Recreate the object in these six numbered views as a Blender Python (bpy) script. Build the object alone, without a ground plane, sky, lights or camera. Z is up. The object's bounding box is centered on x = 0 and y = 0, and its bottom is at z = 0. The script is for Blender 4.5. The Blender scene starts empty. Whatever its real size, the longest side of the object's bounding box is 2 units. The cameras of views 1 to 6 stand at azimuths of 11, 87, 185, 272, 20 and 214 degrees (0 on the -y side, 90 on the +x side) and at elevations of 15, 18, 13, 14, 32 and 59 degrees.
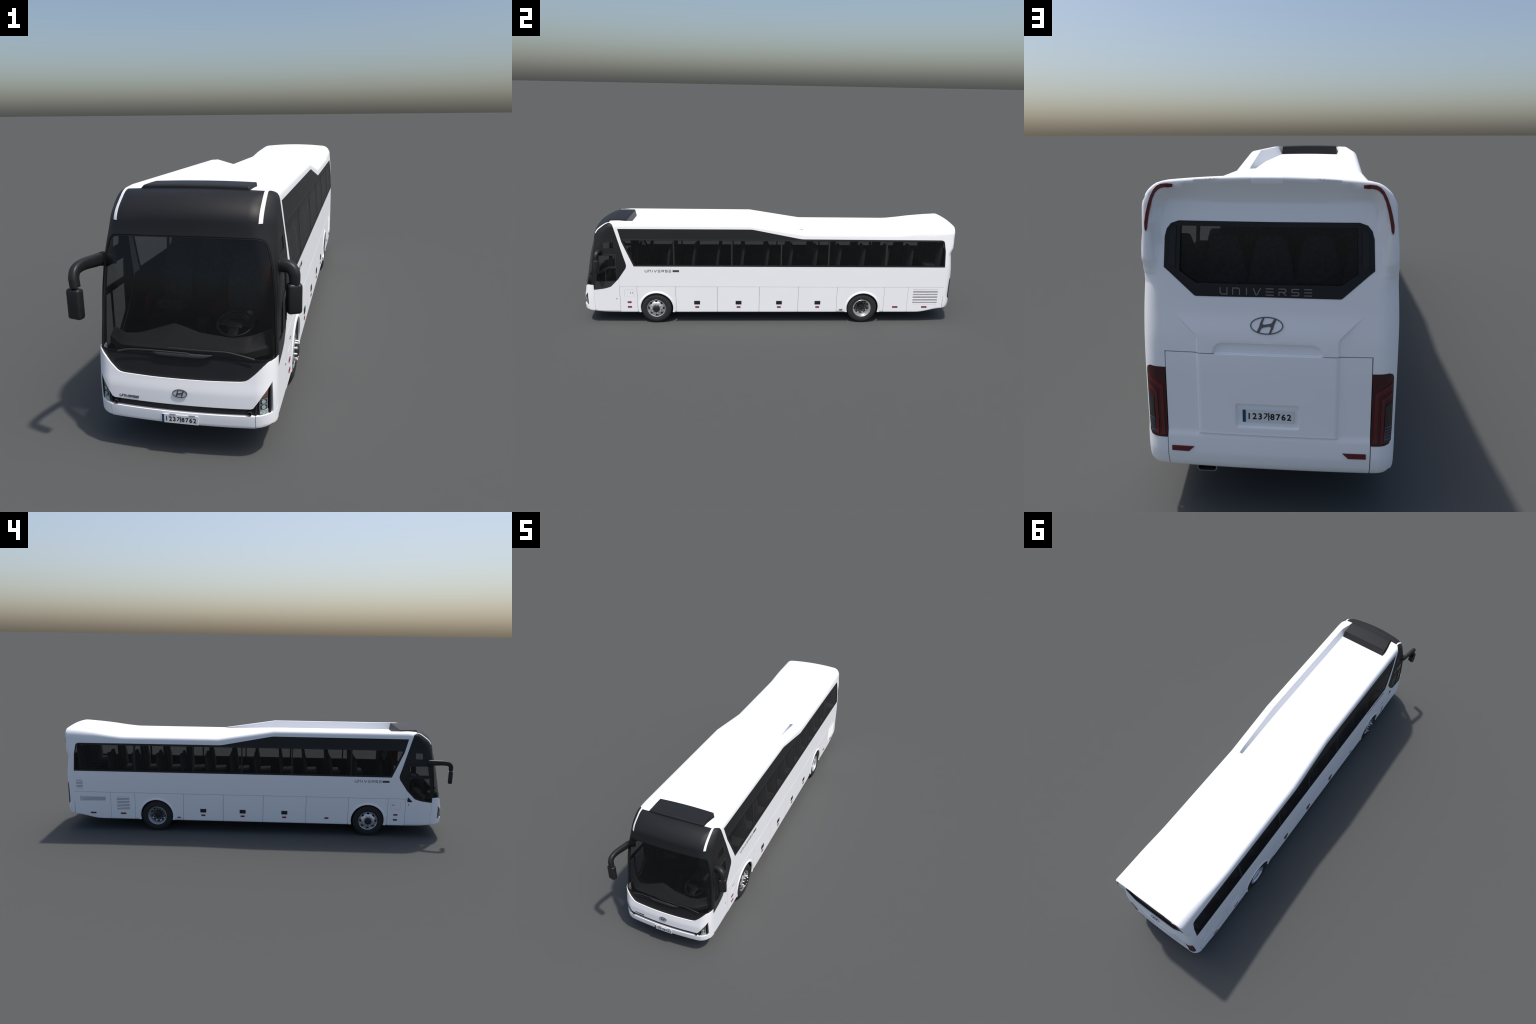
import bpy, math
import numpy as np
from mathutils import Vector, Matrix
from mathutils.geometry import delaunay_2d_cdt

# ------------------------------------------------------------------ frame
CX = -0.0073            # centre plane of the coach body (mirrors are not symmetric)
rng = np.random.default_rng(7)

# ------------------------------------------------------------------ curves
def pchip(xs, ys, n=3000):
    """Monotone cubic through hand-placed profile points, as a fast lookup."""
    x = np.array(xs, float); y = np.array(ys, float)
    h = np.diff(x); d = np.diff(y) / h
    m = np.zeros_like(x); m[0] = d[0]; m[-1] = d[-1]
    for i in range(1, len(x) - 1):
        if d[i - 1] * d[i] > 0:
            w1 = 2 * h[i] + h[i - 1]; w2 = h[i] + 2 * h[i - 1]
            m[i] = (w1 + w2) / (w1 / d[i - 1] + w2 / d[i])
    q = np.linspace(x[0], x[-1], n)
    k = np.clip(np.searchsorted(x, q, side='right') - 1, 0, len(x) - 2)
    t = (q - x[k]) / h[k]
    v = ((2*t**3-3*t**2+1)*y[k] + (t**3-2*t**2+t)*h[k]*m[k]
         + (-2*t**3+3*t**2)*y[k+1] + (t**3-t**2)*h[k]*m[k+1])
    return lambda z: np.interp(z, q, v)

def lin(xs, ys):
    return lambda z: np.interp(z, xs, ys)

def sstep(a, b, x):
    t = np.clip((x - a) / (b - a), 0, 1)
    return t * t * (3 - 2 * t)

# half width of the body against height (tumblehome above the belt)
half_width = pchip([.03, .07, .20, .32, .40, .4613, .5165, .56],
                   [.1940, .1946, .1946, .1946, .1907, .1858, .1808, .1765])
# front face: y on the centre line against height
front_y = pchip([.03, .06, .08, .10, .143, .172, .207, .263, .322, .385, .427, .469, .50, .535, .57],
                [-.968, -.9725, -.9762, -.9772, -.9757, -.9710, -.9650, -.955, -.944, -.931, -.920, -.910, -.9055, -.896, -.882])
# rear face: y on the centre line against height
rear_y = pchip([.03, .07, .085, .10, .118, .14, .152, .25, .29, .35, .40, .45, .50, .57],
               [.955, .975, .990, .9965, .9990, .9985, .9962, .9975, .9962, .990, .985, .979, .973, .966])
visor_y = pchip([.39, .41, .45, .49, .53, .57], [.986, .9885, .9905, .9908, .9900, .986])
# roof crown height against y
roof_z = lin([-1, -.82, -.77, -.095, .191, .69, .76, .84, .92, .994, 1.1],
             [.5395, .5462, .551, .551, .5062, .5062, .514, .5275, .5375, .5430, .5460])
def _smooth_roof():
    q = np.linspace(-1, 1.1, 4201); v = roof_z(q)
    k = np.ones(9) / 9
    a = np.convolve(np.pad(v, 4, mode='edge'), k, mode='valid')
    k2 = np.ones(101) / 101
    b = np.convolve(np.pad(v, 50, mode='edge'), k2, mode='valid')
    w = sstep(.55, .68, q)
    return lambda y: np.interp(y, q, a * (1 - w) + b * w)
roof_zs = _smooth_roof()
shoulder_r = pchip([-1, -.865, -.81, .1, .3, .75, .95, 1.1], [.052, .050, .0190, .0185, .0185, .0190, .034, .036])
bottom_z = pchip([-1.0, -.95, -.9177, -.8456, -.78, -.5, .5, .8127, .9533, 1.02],
                 [.0690, .0690, .0660, .0592, .0575, .0570, .0570, .0572, .0805, .0825])
floor_z = lin([-.80, -.10, .187], [.514, .5112, .5034])     # sunk channel between the roof rails
BOW_R = .12
bow_f = pchip([.0, .44, .48, .54, .6], [.36, .36, .48, .92, .98])     # the front bows more towards the top

def crown(y):
    return .0031 + .0026 * sstep(.7, .98, y)

def roof_surface(X, y):
    return roof_zs(y) - crown(y) * (X / .13) ** 2

# ---- relief of the rear face
def sd_poly(P, poly):
    """signed distance (negative inside) of points to a closed polygon"""
    P = np.asarray(P, float); V = np.asarray(poly, float)
    d = np.full(len(P), 1e9); ins = np.zeros(len(P), bool)
    j = len(V) - 1
    for i in range(len(V)):
        e = V[j] - V[i]; w = P - V[i]
        t = np.clip((w @ e) / max(e @ e, 1e-18), 0, 1)
        b = w - t[:, None] * e
        d = np.minimum(d, np.einsum('ij,ij->i', b, b))
        c = ((V[i, 1] > P[:, 1]) != (V[j, 1] > P[:, 1]))
        with np.errstate(divide='ignore', invalid='ignore'):
            xx = (V[j, 0]-V[i, 0])*(P[:, 1]-V[i, 1])/(V[j, 1]-V[i, 1]) + V[i, 0]
        ins ^= c & (P[:, 0] < xx)
        j = i
    d = np.sqrt(d)
    return np.where(ins, -d, d)

def mirror_poly(half):
    """closed polygon from its +X half, listed from one centre end to the other"""
    return list(half) + [(-x, z) for x, z in reversed(half) if abs(x) > 1e-9]

def arc(cx, cy, r, a0, a1, n=6):
    return [(cx + r*math.cos(math.radians(a0+(a1-a0)*i/n)), cy + r*math.sin(math.radians(a0+(a1-a0)*i/n))) for i in range(n+1)]

def rrect(x0, z0, x1, z1, r, n=5):
    return (arc(x1-r, z0+r, r, -90, 0, n) + arc(x1-r, z1-r, r, 0, 90, n)
            + arc(x0+r, z1-r, r, 90, 180, n) + arc(x0+r, z0+r, r, 180, 270, n))

LID_FACE = mirror_poly([(0, .149), (.1048, .149), (.1048, .304), (.109, .310), (.150, .350), (.16, .40), (0, .40)])
HANDLE = mirror_poly([(0, .2795), (.083, .2795), (.0815, .2875), (.0765, .2945), (.069, .2975), (0, .298)])
PLATE_WELL = rrect(-.049, .1605, .049, .2015, .005)

def visor_amount(X, z):
    ax = np.abs(X)
    foot = np.interp(z, [.39, .41, .48, .54], [.1635, .163, .1565, .150])
    u = (ax - foot) / .0120
    w = (z - .504) / (.033 - .0115 * sstep(.085, .150, ax))
    r = .9
    uu = np.maximum(u + r, 0); ww = np.maximum(w + r, 0)
    d = np.where((u > -r) & (w > -r), np.sqrt(uu*uu + ww*ww) - r, np.maximum(u, w))
    v = np.clip(d, 0, 1)
    v = v * (1 - .15 * (1 - v))
    fade = np.interp(z, [.3955, .3965, .404, .417], [0, .42, .55, 1])
    return v * fade

def rear_surface(X, z):
    base = rear_y(z) - BOW_R * X * X
    v = visor_amount(X, z)
    tgt = visor_y(z) - .07 * X * X
    y = base + v * np.maximum(tgt - base, 0)
    m = (np.abs(X) < .17) & (z > .13) & (z < .41)
    if np.any(m):
        P = np.stack([X[m], z[m]], 1)
        up = 1 - sstep(.305, .345, P[:, 1])
        add = .0030 * (1 - sstep(-.0006, .0020, sd_poly(P, LID_FACE))) * up
        add -= .0055 * (1 - sstep(-.0024, -.0002, sd_poly(P, HANDLE)))
        add -= .0050 * (1 - sstep(-.0030, -.0002, sd_poly(P, PLATE_WELL)))
        y = y.copy(); y[m] += add
    return y

def fil(a, b, r):
    u = np.maximum(a + r, 0); v = np.maximum(b + r, 0)
    return np.where((a > -r) & (b > -r), np.sqrt(u*u + v*v) - r, np.maximum(a, b))

def F(P):
    """body solid: negative inside"""
    X, y, z = P[:, 0], P[:, 1], P[:, 2]
    side = np.abs(X) - half_width(z) + .003 * sstep(-.86, -.925, y) * sstep(.20, .34, z)
    roof = z - roof_surface(X, y)
    B = fil(side, roof, shoulder_r(y))
    front = front_y(z) + bow_f(z) * X * X - y
    B = fil(B, front, np.interp(z, [.10, .20, .40, .45, .53], [.042, .036, .036, .046, .054]))
    m = y > .8
    if np.any(m):
        rear = y[m] - rear_surface(X[m], z[m])
        B[m] = fil(B[m], rear, np.interp(z[m], [.38, .42, .50, .53], [.030, .013, .009, .005]))
    return fil(B, bottom_z(y) - z, .009)

def grad(P, e=3e-4):
    g = np.zeros_like(P)
    for k in range(3):
        d = np.zeros(3); d[k] = e
        g[:, k] = F(P + d) - F(P - d)
    return g / np.linalg.norm(g, axis=1)[:, None]

def cast(O, D, reach=.5):
    """first hit on the body of a ray coming in from outside, against D, towards O"""
    t = np.full(len(O), reach)
    for _ in range(26):
        f = F(O + D * t[:, None])
        t = np.maximum(t - np.where(f > 0, .8 * f, f * .5), 0)
    lo, hi = np.maximum(t - .0025, 0), t + .0025
    for _ in range(14):
        mid = (lo + hi) / 2
        ins = F(O + D * mid[:, None]) < 0
        lo = np.where(ins, mid, lo); hi = np.where(ins, hi, mid)
    return O + D * ((lo + hi) / 2)[:, None]

# ------------------------------------------------------------------ charts
class SideChart:                 # (y, z) seen square from one side
    def __init__(s, sg): s.sg = sg
    def at(s, uv):
        uv = np.asarray(uv, float)
        O = np.stack([np.full(len(uv), .06 * s.sg), uv[:, 0], uv[:, 1]], 1)
        D = np.zeros_like(O); D[:, 0] = s.sg
        return cast(O, D, .18)

class RoofChart:                 # (X, y) seen from above
    def at(s, uv):
        uv = np.asarray(uv, float)
        O = np.stack([uv[:, 0], uv[:, 1], np.full(len(uv), .40)], 1)
        D = np.zeros_like(O); D[:, 2] = 1
        return cast(O, D, .20)

class EndChart:                  # wraps an end: straight across, round the corner, along the side, and over the top
    def __init__(s, sg, Xc, yc, rho, z0, kt):
        s.sg, s.Xc, s.yc, s.rho, s.z0, s.kt = sg, Xc, yc, rho, z0, kt
        s.s90 = Xc + rho * math.pi / 2
    def at(s, uv):
        uv = np.asarray(uv, float); a = np.abs(uv[:, 0]); q = np.sign(uv[:, 0])
        th = np.clip((a - s.Xc) / s.rho, 0, math.pi / 2)
        ox = np.minimum(a, s.Xc) * q
        oy = s.yc - s.sg * np.maximum(a - s.s90, 0)
        hx = np.sin(th) * q; hy = np.cos(th) * s.sg
        t = uv[:, 1]; ph = np.maximum(t - s.z0, 0) / s.kt
        z = np.minimum(t, s.z0)
        O = np.stack([ox, oy, z], 1)
        D = np.stack([hx * np.cos(ph), hy * np.cos(ph), np.sin(ph)], 1)
        return cast(O, D, .26)
    def inv(s, P):
        P = np.asarray(P, float)
        X, y, z = P[:, 0], P[:, 1], P[:, 2]
        a = np.abs(X); q = np.where(X < 0, -1., 1.)
        f = (y - s.yc) * s.sg                       # forward of the centre
        th = np.arctan2(np.maximum(a - s.Xc, 0), np.maximum(f, 1e-9))
        S = np.where(a <= s.Xc, a, np.where(f > 0, s.Xc + s.rho * th, s.s90 - f))
        h = np.where(a <= s.Xc, np.maximum(f, 1e-6), np.where(f > 0, np.hypot(a - s.Xc, f), a - s.Xc))
        t = np.where(z < s.z0, z, s.z0 + s.kt * np.arctan2(z - s.z0, h))
        return np.stack([S * q, t], 1)

SIDE = {1: SideChart(1), -1: SideChart(-1)}
ROOF = RoofChart()
FRONT = EndChart(-1, .135, -.785, .12, .45, .10)
REAR = EndChart(1, .150, .90, .07, .48, .09)

def on_face(chart, pts):
    """(X, z) read straight on -> chart coordinates"""
    p = np.asarray(pts, float)
    y0 = -.75 if chart is FRONT else .85
    O = np.stack([p[:, 0], np.full(len(p), y0), p[:, 1]], 1)
    D = np.zeros_like(O); D[:, 1] = chart.sg
    return [tuple(v) for v in chart.inv(cast(O, D, .3))]

def on_side(chart, pts, sg=1):
    """(y, z) read from the side -> chart coordinates"""
    return [tuple(v) for v in chart.inv(SIDE[sg].at(pts))]

def on_top(chart, pts):
    return [tuple(v) for v in chart.inv(ROOF.at(pts))]

def both(half):
    return list(half) + [(-a, b) for a, b in reversed(half) if abs(a) > 1e-6]

# ------------------------------------------------------------------ materials
def material(name, color, rough=.5, metal=0., spec=.5, alpha=1., grain=0., coat=0., scale=60., bump=0.):
    m = bpy.data.materials.new(name); m.use_nodes = True
    nt = m.node_tree; b = nt.nodes['Principled BSDF']
    b.inputs['Base Color'].default_value = (*color, 1)
    b.inputs['Roughness'].default_value = rough
    b.inputs['Metallic'].default_value = metal
    b.inputs['Specular IOR Level'].default_value = spec
    b.inputs['Alpha'].default_value = alpha
    b.inputs['Coat Weight'].default_value = coat
    b.inputs['Coat Roughness'].default_value = .15
    if grain > 0:
        tc = nt.nodes.new('ShaderNodeTexCoord')
        nz = nt.nodes.new('ShaderNodeTexNoise'); nz.inputs['Scale'].default_value = scale
        nz.inputs['Detail'].default_value = 4
        rp = nt.nodes.new('ShaderNodeValToRGB')
        rp.color_ramp.elements[0].position = .3; rp.color_ramp.elements[1].position = .7
        lo = tuple(max(0, c * (1 - grain)) for c in color); hi = tuple(min(1, c * (1 + grain)) for c in color)
        rp.color_ramp.elements[0].color = (*lo, 1); rp.color_ramp.elements[1].color = (*hi, 1)
        nt.links.new(tc.outputs['Object'], nz.inputs['Vector'])
        nt.links.new(nz.outputs['Fac'], rp.inputs['Fac'])
        nt.links.new(rp.outputs['Color'], b.inputs['Base Color'])
        if bump > 0:
            bp = nt.nodes.new('ShaderNodeBump'); bp.inputs['Strength'].default_value = bump
            bp.inputs['Distance'].default_value = .001
            nt.links.new(nz.outputs['Fac'], bp.inputs['Height'])
            nt.links.new(bp.outputs['Normal'], b.inputs['Normal'])
    return m

def glass(name, tint, see):
    m = bpy.data.materials.new(name); m.use_nodes = True
    nt = m.node_tree; b = nt.nodes['Principled BSDF']; out = nt.nodes['Material Output']
    b.inputs['Base Color'].default_value = (*tint, 1)
    b.inputs['Roughness'].default_value = .16
    b.inputs['Specular IOR Level'].default_value = .42
    tr = nt.nodes.new('ShaderNodeBsdfTransparent'); tr.inputs['Color'].default_value = (.97, .985, 1, 1)
    mx = nt.nodes.new('ShaderNodeMixShader'); mx.inputs['Fac'].default_value = see
    nt.links.new(b.outputs['BSDF'], mx.inputs[1]); nt.links.new(tr.outputs['BSDF'], mx.inputs[2])
    nt.links.new(mx.outputs['Shader'], out.inputs['Surface'])
    return m

M = dict(
    white=material('white_paint', (.965, .965, .975), .45, spec=.28, grain=.008, scale=9),
    black=material('black_gloss_panel', (.0165, .0170, .0185), .50, spec=.27, grain=.05, scale=20),
    band=material('black_window_band', (.0150, .0155, .0160), .5, spec=.35, grain=.05, scale=20),
    frame=material('grey_window_frame', (.028, .028, .028), .55, spec=.3, grain=.06, scale=40),
    smoke=material('smoked_panel', (.040, .040, .041), .4, spec=.4, grain=.05, scale=30),
    seal=material('rubber_seal', (.008, .008, .008), .6, spec=.3, grain=.1, scale=50),
    glass=glass('tinted_window_glass', (.010, .010, .011), .48),
    ws=glass('windshield_glass', (.010, .010, .011), .48),
    plastic=material('black_plastic', (.016, .016, .017), .45, spec=.45, grain=.12, scale=90, bump=.05),
    lining=material('dark_lining', (.018, .018, .019), .8, spec=.2, grain=.1, scale=30),
    under=material('underbody_black', (.010, .010, .010), .85, spec=.2, grain=.2, scale=60),
    seat=material('seat_fabric', (.060, .060, .068), .85, spec=.2, grain=.25, scale=160, bump=.1),  # base colour lightened to make up for light lost in the tinted glass
    carpet=material('red_carpet', (.150, .020, .024), .9, spec=.1, grain=.3, scale=200),  # red brightened twofold to read in the dim cabin behind dark panes
    dash=material('dashboard_plastic', (.045, .045, .046), .6, spec=.3, grain=.08, scale=120),
    tyre=material('tyre_rubber', (.030, .030, .031), .75, spec=.3, grain=.15, scale=120, bump=.1),
    alloy=material('polished_rim', (.74, .74, .75), .33, metal=.75, grain=.04, scale=60),
    darkrim=material('dark_rim', (.20, .21, .225), .45, metal=.5, grain=.08, scale=60),
    hub=material('hub_black', (.020, .020, .021), .45, grain=.1, scale=90),
    nut=material('wheel_nut', (.66, .66, .66), .4, metal=.6),
    red=material('red_marker_lens', (.20, .018, .022), .35, spec=.5, grain=.1, scale=200),
    dred=material('dark_red_lamp', (.055, .010, .013), .3, spec=.5, grain=.1, scale=120),
    bred=material('red_lamp_bar', (.135, .013, .016), .3, spec=.5, grain=.1, scale=120),
    smoked_lens=material('smoked_lens', (.030, .032, .030), .25, grain=.1, scale=120),
    clear=material('clear_lens', (.30, .34, .37), .25, grain=.5, scale=260, bump=.4),
    dim_clear=material('ribbed_lens', (.085, .095, .110), .25, grain=.3, scale=260, bump=.3),
    amber=material('amber_lens', (.16, .085, .060), .35, grain=.15, scale=160),
    led=material('led_lens', (.42, .50, .48), .2, grain=.5, scale=320, bump=.4),
    silver=material('badge_silver', (.60, .63, .67), .3, metal=.2),
    chrome=material('chrome', (.55, .56, .57), .25, metal=1.),
    badge=material('badge_metal', (.14, .14, .145), .35, metal=.7),
    ink=material('lettering_dark', (.055, .055, .058), .5),
    beige=material('lettering_beige', (.175, .160, .145), .5),
    plate=material('plate_white', (.78, .79, .80), .45),
    blue=material('plate_blue', (.004, .060, .135), .45),
    mirror=material('mirror_glass', (.50, .52, .54), .06, metal=1.),
    steel=material('exhaust_steel', (.30, .30, .31), .35, metal=.9, grain=.1, scale=90),
)

# ------------------------------------------------------------------ objects
root = bpy.data.objects.new('coach_bus', None)
bpy.context.scene.collection.objects.link(root)
root.location = (CX, 0, 0)
root['label'] = 'white highway coach with black windows and mirrors'
root['category'] = 'bus'

def add_object(name, mesh, parent=None, loc=None, rot=None):
    o = bpy.data.objects.new(name, mesh)
    bpy.context.scene.collection.objects.link(o)
    o.parent = parent or root
    if loc is not None: o.location = loc
    if rot is not None: o.rotation_euler = rot
    return o

class Geo:
    """collects vertices, faces and normals of one part"""
    def __init__(s): s.v = []; s.f = []; s.n = []; s.k = 0; s.mi = []
    def add(s, v, f, n=None, mi=0):
        v = np.asarray(v, float)
        if n is None: n = np.zeros_like(v)
        s.v.append(v); s.n.append(np.asarray(n, float))
        s.f += [tuple(int(i) + s.k for i in q) for q in f]; s.mi += [mi] * len(f)
        s.k += len(v)
    def build(s, name, mats, parent=None, smooth_angle=None, **kw):
        me = bpy.data.meshes.new(name)
        V = np.concatenate(s.v); N = np.concatenate(s.n)
        me.from_pydata(V.tolist(), [], s.f); me.validate()
        mats = mats if isinstance(mats, (list, tuple)) else [mats]
        for m in mats: me.materials.append(m)
        if len(mats) > 1: me.polygons.foreach_set('material_index', s.mi)
        if smooth_angle is not None:
            me.shade_smooth(); me.set_sharp_from_angle(angle=math.radians(smooth_angle))
        elif np.abs(N).sum() > 0:
            me.shade_smooth()
            me.normals_split_custom_set_from_vertices([tuple(q) for q in N])
        me.update()
        return add_object(name, me, parent, **kw)

def densify(poly, h):
    out = []; n = len(poly)
    for i in range(n):
        a = np.array(poly[i], float); b = np.array(poly[(i + 1) % n], float)
        k = max(1, int(math.ceil(np.max(np.abs(b - a) / np.array(h)))))
        for j in range(k): out.append(tuple(a + (b - a) * j / k))
    return out

def inside(P, poly):
    return sd_poly(P, poly) < 0

def inset(poly, d):
    """shift every edge of a polygon inwards by d"""
    V = np.array(poly, float); n = len(V)
    area = .5 * np.sum(V[:, 0]*np.roll(V[:, 1], -1) - np.roll(V[:, 0], -1)*V[:, 1])
    sg = 1 if area > 0 else -1
    out = []
    for i in range(n):
        a, b, c = V[i-1], V[i], V[(i+1) % n]
        e1 = (b-a)/max(np.linalg.norm(b-a), 1e-12); e2 = (c-b)/max(np.linalg.norm(c-b), 1e-12)
        n1 = np.array([-e1[1], e1[0]])*sg; n2 = np.array([-e2[1], e2[0]])*sg
        m = n1 + n2; q = m @ m
        m = m * (2 / q) if q > .3 else n1
        out.append(tuple(b + m * d))
    return out

def triangulate(poly, holes, lines, h):
    loops = [densify(poly, h)] + [densify(q, h) for q in holes]
    pts, edges = [], []
    for L in loops:
        k = len(pts); pts += L
        edges += [(k + i, k + (i + 1) % len(L)) for i in range(len(L))]
    for L in lines:
        k = len(pts); D = []
        for i in range(len(L) - 1):
            D += densify([L[i], L[i+1]], h)[:max(1, len(densify([L[i], L[i+1]], h)) // 2)]
        D.append(L[-1]); pts += D
        edges += [(k + i, k + i + 1) for i in range(len(D) - 1)]
    B = np.array(pts)
    lo, hi = np.array(loops[0]).min(0), np.array(loops[0]).max(0)
    nu = max(1, int(round((hi[0]-lo[0]) / h[0]))); nv = max(1, int(round((hi[1]-lo[1]) / h[1])))
    U, V = np.meshgrid(np.linspace(lo[0], hi[0], nu+1)[1:-1], np.linspace(lo[1], hi[1], nv+1)[1:-1])
    G = np.stack([U.ravel(), V.ravel()], 1)
    if len(G):
        sc = np.array([1 / h[0], 1 / h[1]])
        keep = sd_poly(G * sc, np.array(loops[0]) * sc) < -.35
        for q in loops[1:]:
            keep &= sd_poly(G * sc, np.array(q) * sc) > .35
        G = G[keep]
        pts = pts + [tuple(g) for g in G]
    r = delaunay_2d_cdt([Vector(p) for p in pts], edges, [], 0, 1e-7)
    V2 = np.array([tuple(p) for p in r[0]]); T = np.array([tuple(t) for t in r[2]])
    c = V2[T].mean(1)
    ok = inside(c, loops[0])
    for q in loops[1:]: ok &= ~inside(c, q)
    T = T[ok]
    used = np.unique(T); mp = -np.ones(len(V2), int); mp[used] = np.arange(len(used))
    return V2[used], mp[T]

def surface_piece(geo, chart, poly, holes=(), lines=(), h=(.02, .02), offset=0., thick=.004, mi=0, chamfer=0.):
    """a panel lying on the body surface, with its own thickness"""
    uv, T = triangulate(list(poly), [list(q) for q in holes], [list(q) for q in lines], h)
    P = chart.at(uv); N = grad(P)
    P = P + N * offset
    fn = np.cross(P[T[:, 1]] - P[T[:, 0]], P[T[:, 2]] - P[T[:, 0]])
    if np.sum(fn * N[T[:, 0]]) < 0: T = T[:, ::-1]
    geo.add(P, T, N, mi)
    if thick > 0:
        Q = P - N * thick
        geo.add(Q, T[:, ::-1], -N, mi)
        E = {}
        for a, b, c in T:
            for e in ((a, b), (b, c), (c, a)): E[e] = 1
        rim = [e for e in E if (e[1], e[0]) not in E]
        if rim:
            a = np.array([e[0] for e in rim]); b = np.array([e[1] for e in rim])
            nw = np.cross(P[b] - P[a], N[a]); nw /= np.maximum(np.linalg.norm(nw, axis=1), 1e-12)[:, None]
            k = len(rim)
            geo.add(np.concatenate([P[a], P[b], Q[b], Q[a]]),
                    [(i + k, i, i + 3*k, i + 2*k) for i in range(k)], np.concatenate([nw]*4), mi)

def panel(name, chart, poly, mat, parent=None, **kw):
    g = Geo(); surface_piece(g, chart, poly, **kw)
    return g.build(name, M[mat], parent)

def box(geo, c, s, mi=0, R=None):
    c = np.array(c, float); s = np.array(s, float) / 2
    v = np.array([(x, y, z) for x in (-1, 1) for y in (-1, 1) for z in (-1, 1)]) * s
    if R is not None: v = v @ np.array(R).T
    geo.add(v + c, [(0, 1, 3, 2), (4, 6, 7, 5), (0, 4, 5, 1), (2, 3, 7, 6), (0, 2, 6, 4), (1, 5, 7, 3)], None, mi)

def finish_box(geo, name, mat, parent=None, bevel=.001, seg=2, **kw):
    """box-built part with rounded edges"""
    o = geo.build(name, mat if isinstance(mat, (list, tuple)) else M[mat], parent, **kw)
    if bevel > 0:
        import bmesh
        bm = bmesh.new(); bm.from_mesh(o.data)
        bmesh.ops.bevel(bm, geom=[e for e in bm.edges], offset=bevel, segments=seg, affect='EDGES', profile=.5, clamp_overlap=True)
        bm.to_mesh(o.data); bm.free()
    o.data.shade_smooth(); o.data.set_sharp_from_angle(angle=math.radians(35))
    return o

def extrude_poly(geo, poly, to3d, n, depth, mi=0):
    """flat polygon in a local plane, extruded along n"""
    uv, T = triangulate(list(poly), [], [], (1e3, 1e3))
    P = np.array([to3d(*q) for q in uv]); n = np.array(n, float)
    fn = np.cross(P[T[:, 1]] - P[T[:, 0]], P[T[:, 2]] - P[T[:, 0]])
    if np.sum(fn @ n) < 0: T = T[:, ::-1]
    k = len(P)
    V = np.concatenate([P + n*depth, P]); Fc = [tuple(t) for t in T] + [tuple(k + t[::-1]) for t in T]
    E = {}
    for a, b, c in T:
        for e in ((a, b), (b, c), (c, a)): E[e] = 1
    for (a, b) in E:
        if (b, a) not in E: Fc.append((b, a, a + k, b + k))
    geo.add(V, Fc, None, mi)

def lathe(geo, prof, seg=64, mi=0, axis='x', closed=False):
    """profile of (axial, radius) turned about the wheel axis"""
    prof = np.array(prof, float); n = len(prof)
    a = np.arange(seg) * 2 * math.pi / seg
    V = np.zeros((seg, n, 3))
    V[:, :, 0] = prof[:, 0]
    V[:, :, 1] = np.cos(a)[:, None] * prof[:, 1]
    V[:, :, 2] = np.sin(a)[:, None] * prof[:, 1]
    Fc = []
    for i in range(seg):
        j = (i + 1) % seg
        for k in range(n - 1 + (1 if closed else 0)):
            k2 = (k + 1) % n
            Fc.append((i*n + k, i*n + k2, j*n + k2, j*n + k))
    geo.add(V.reshape(-1, 3), Fc, None, mi)

def tube(geo, path, radii, seg=16, mi=0, flat=None, power=2.0):
    """sweep of a rounded cross-section along a spine; radii = (across, upright) at each point"""
    P = np.array(path, float); n = len(P)
    Tn = np.gradient(P, axis=0); Tn /= np.linalg.norm(Tn, axis=1)[:, None]
    ref = np.array(flat if flat is not None else (0, 0, 1.), float)
    V = []
    for i in range(n):
        u = np.cross(Tn[i], ref); u /= np.linalg.norm(u); w = np.cross(u, Tn[i])
        ra, rb = radii[i]
        for k in range(seg):
            a = 2 * math.pi * k / seg; c, s = math.cos(a), math.sin(a)
            V.append(P[i] + u * ra * math.copysign(abs(c)**(2/power), c) + w * rb * math.copysign(abs(s)**(2/power), s))
    Fc = []
    for i in range(n - 1):
        for k in range(seg):
            k2 = (k + 1) % seg
            Fc.append((i*seg + k, i*seg + k2, (i+1)*seg + k2, (i+1)*seg + k))
    Fc.append(tuple(range(seg))[::-1]); Fc.append(tuple((n-1)*seg + k for k in range(seg)))
    geo.add(V, Fc, None, mi)

def spline(pts, n=8):
    """Catmull-Rom through control points"""
    P = np.array(pts, float); Q = np.concatenate([[2*P[0]-P[1]], P, [2*P[-1]-P[-2]]])
    out = []
    for i in range(1, len(Q) - 2):
        for j in range(n):
            t = j / n
            out.append(.5*((2*Q[i]) + (-Q[i-1]+Q[i+1])*t + (2*Q[i-1]-5*Q[i]+4*Q[i+1]-Q[i+2])*t*t + (-Q[i-1]+3*Q[i]-3*Q[i+1]+Q[i+2])*t**3))
    out.append(P[-1]); return np.array(out)

GAP = .0007      # half a panel gap

# ================================================================== SIDES
def shoulder_line(y):
    """height at which the side panel hands over to the roof panel"""
    return roof_surface(np.full_like(y, .172), y) - .42 * shoulder_r(y)

Y_FRONT, Y_REAR = -.797, .955
ys = np.unique(np.concatenate([np.linspace(Y_FRONT, -.11, 24), np.linspace(-.11, .21, 33), np.linspace(.21, .70, 12), np.linspace(.70, Y_REAR, 24)]))
SHOULDER = [(float(y), float(z)) for y, z in zip(ys, shoulder_line(ys))]

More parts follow.
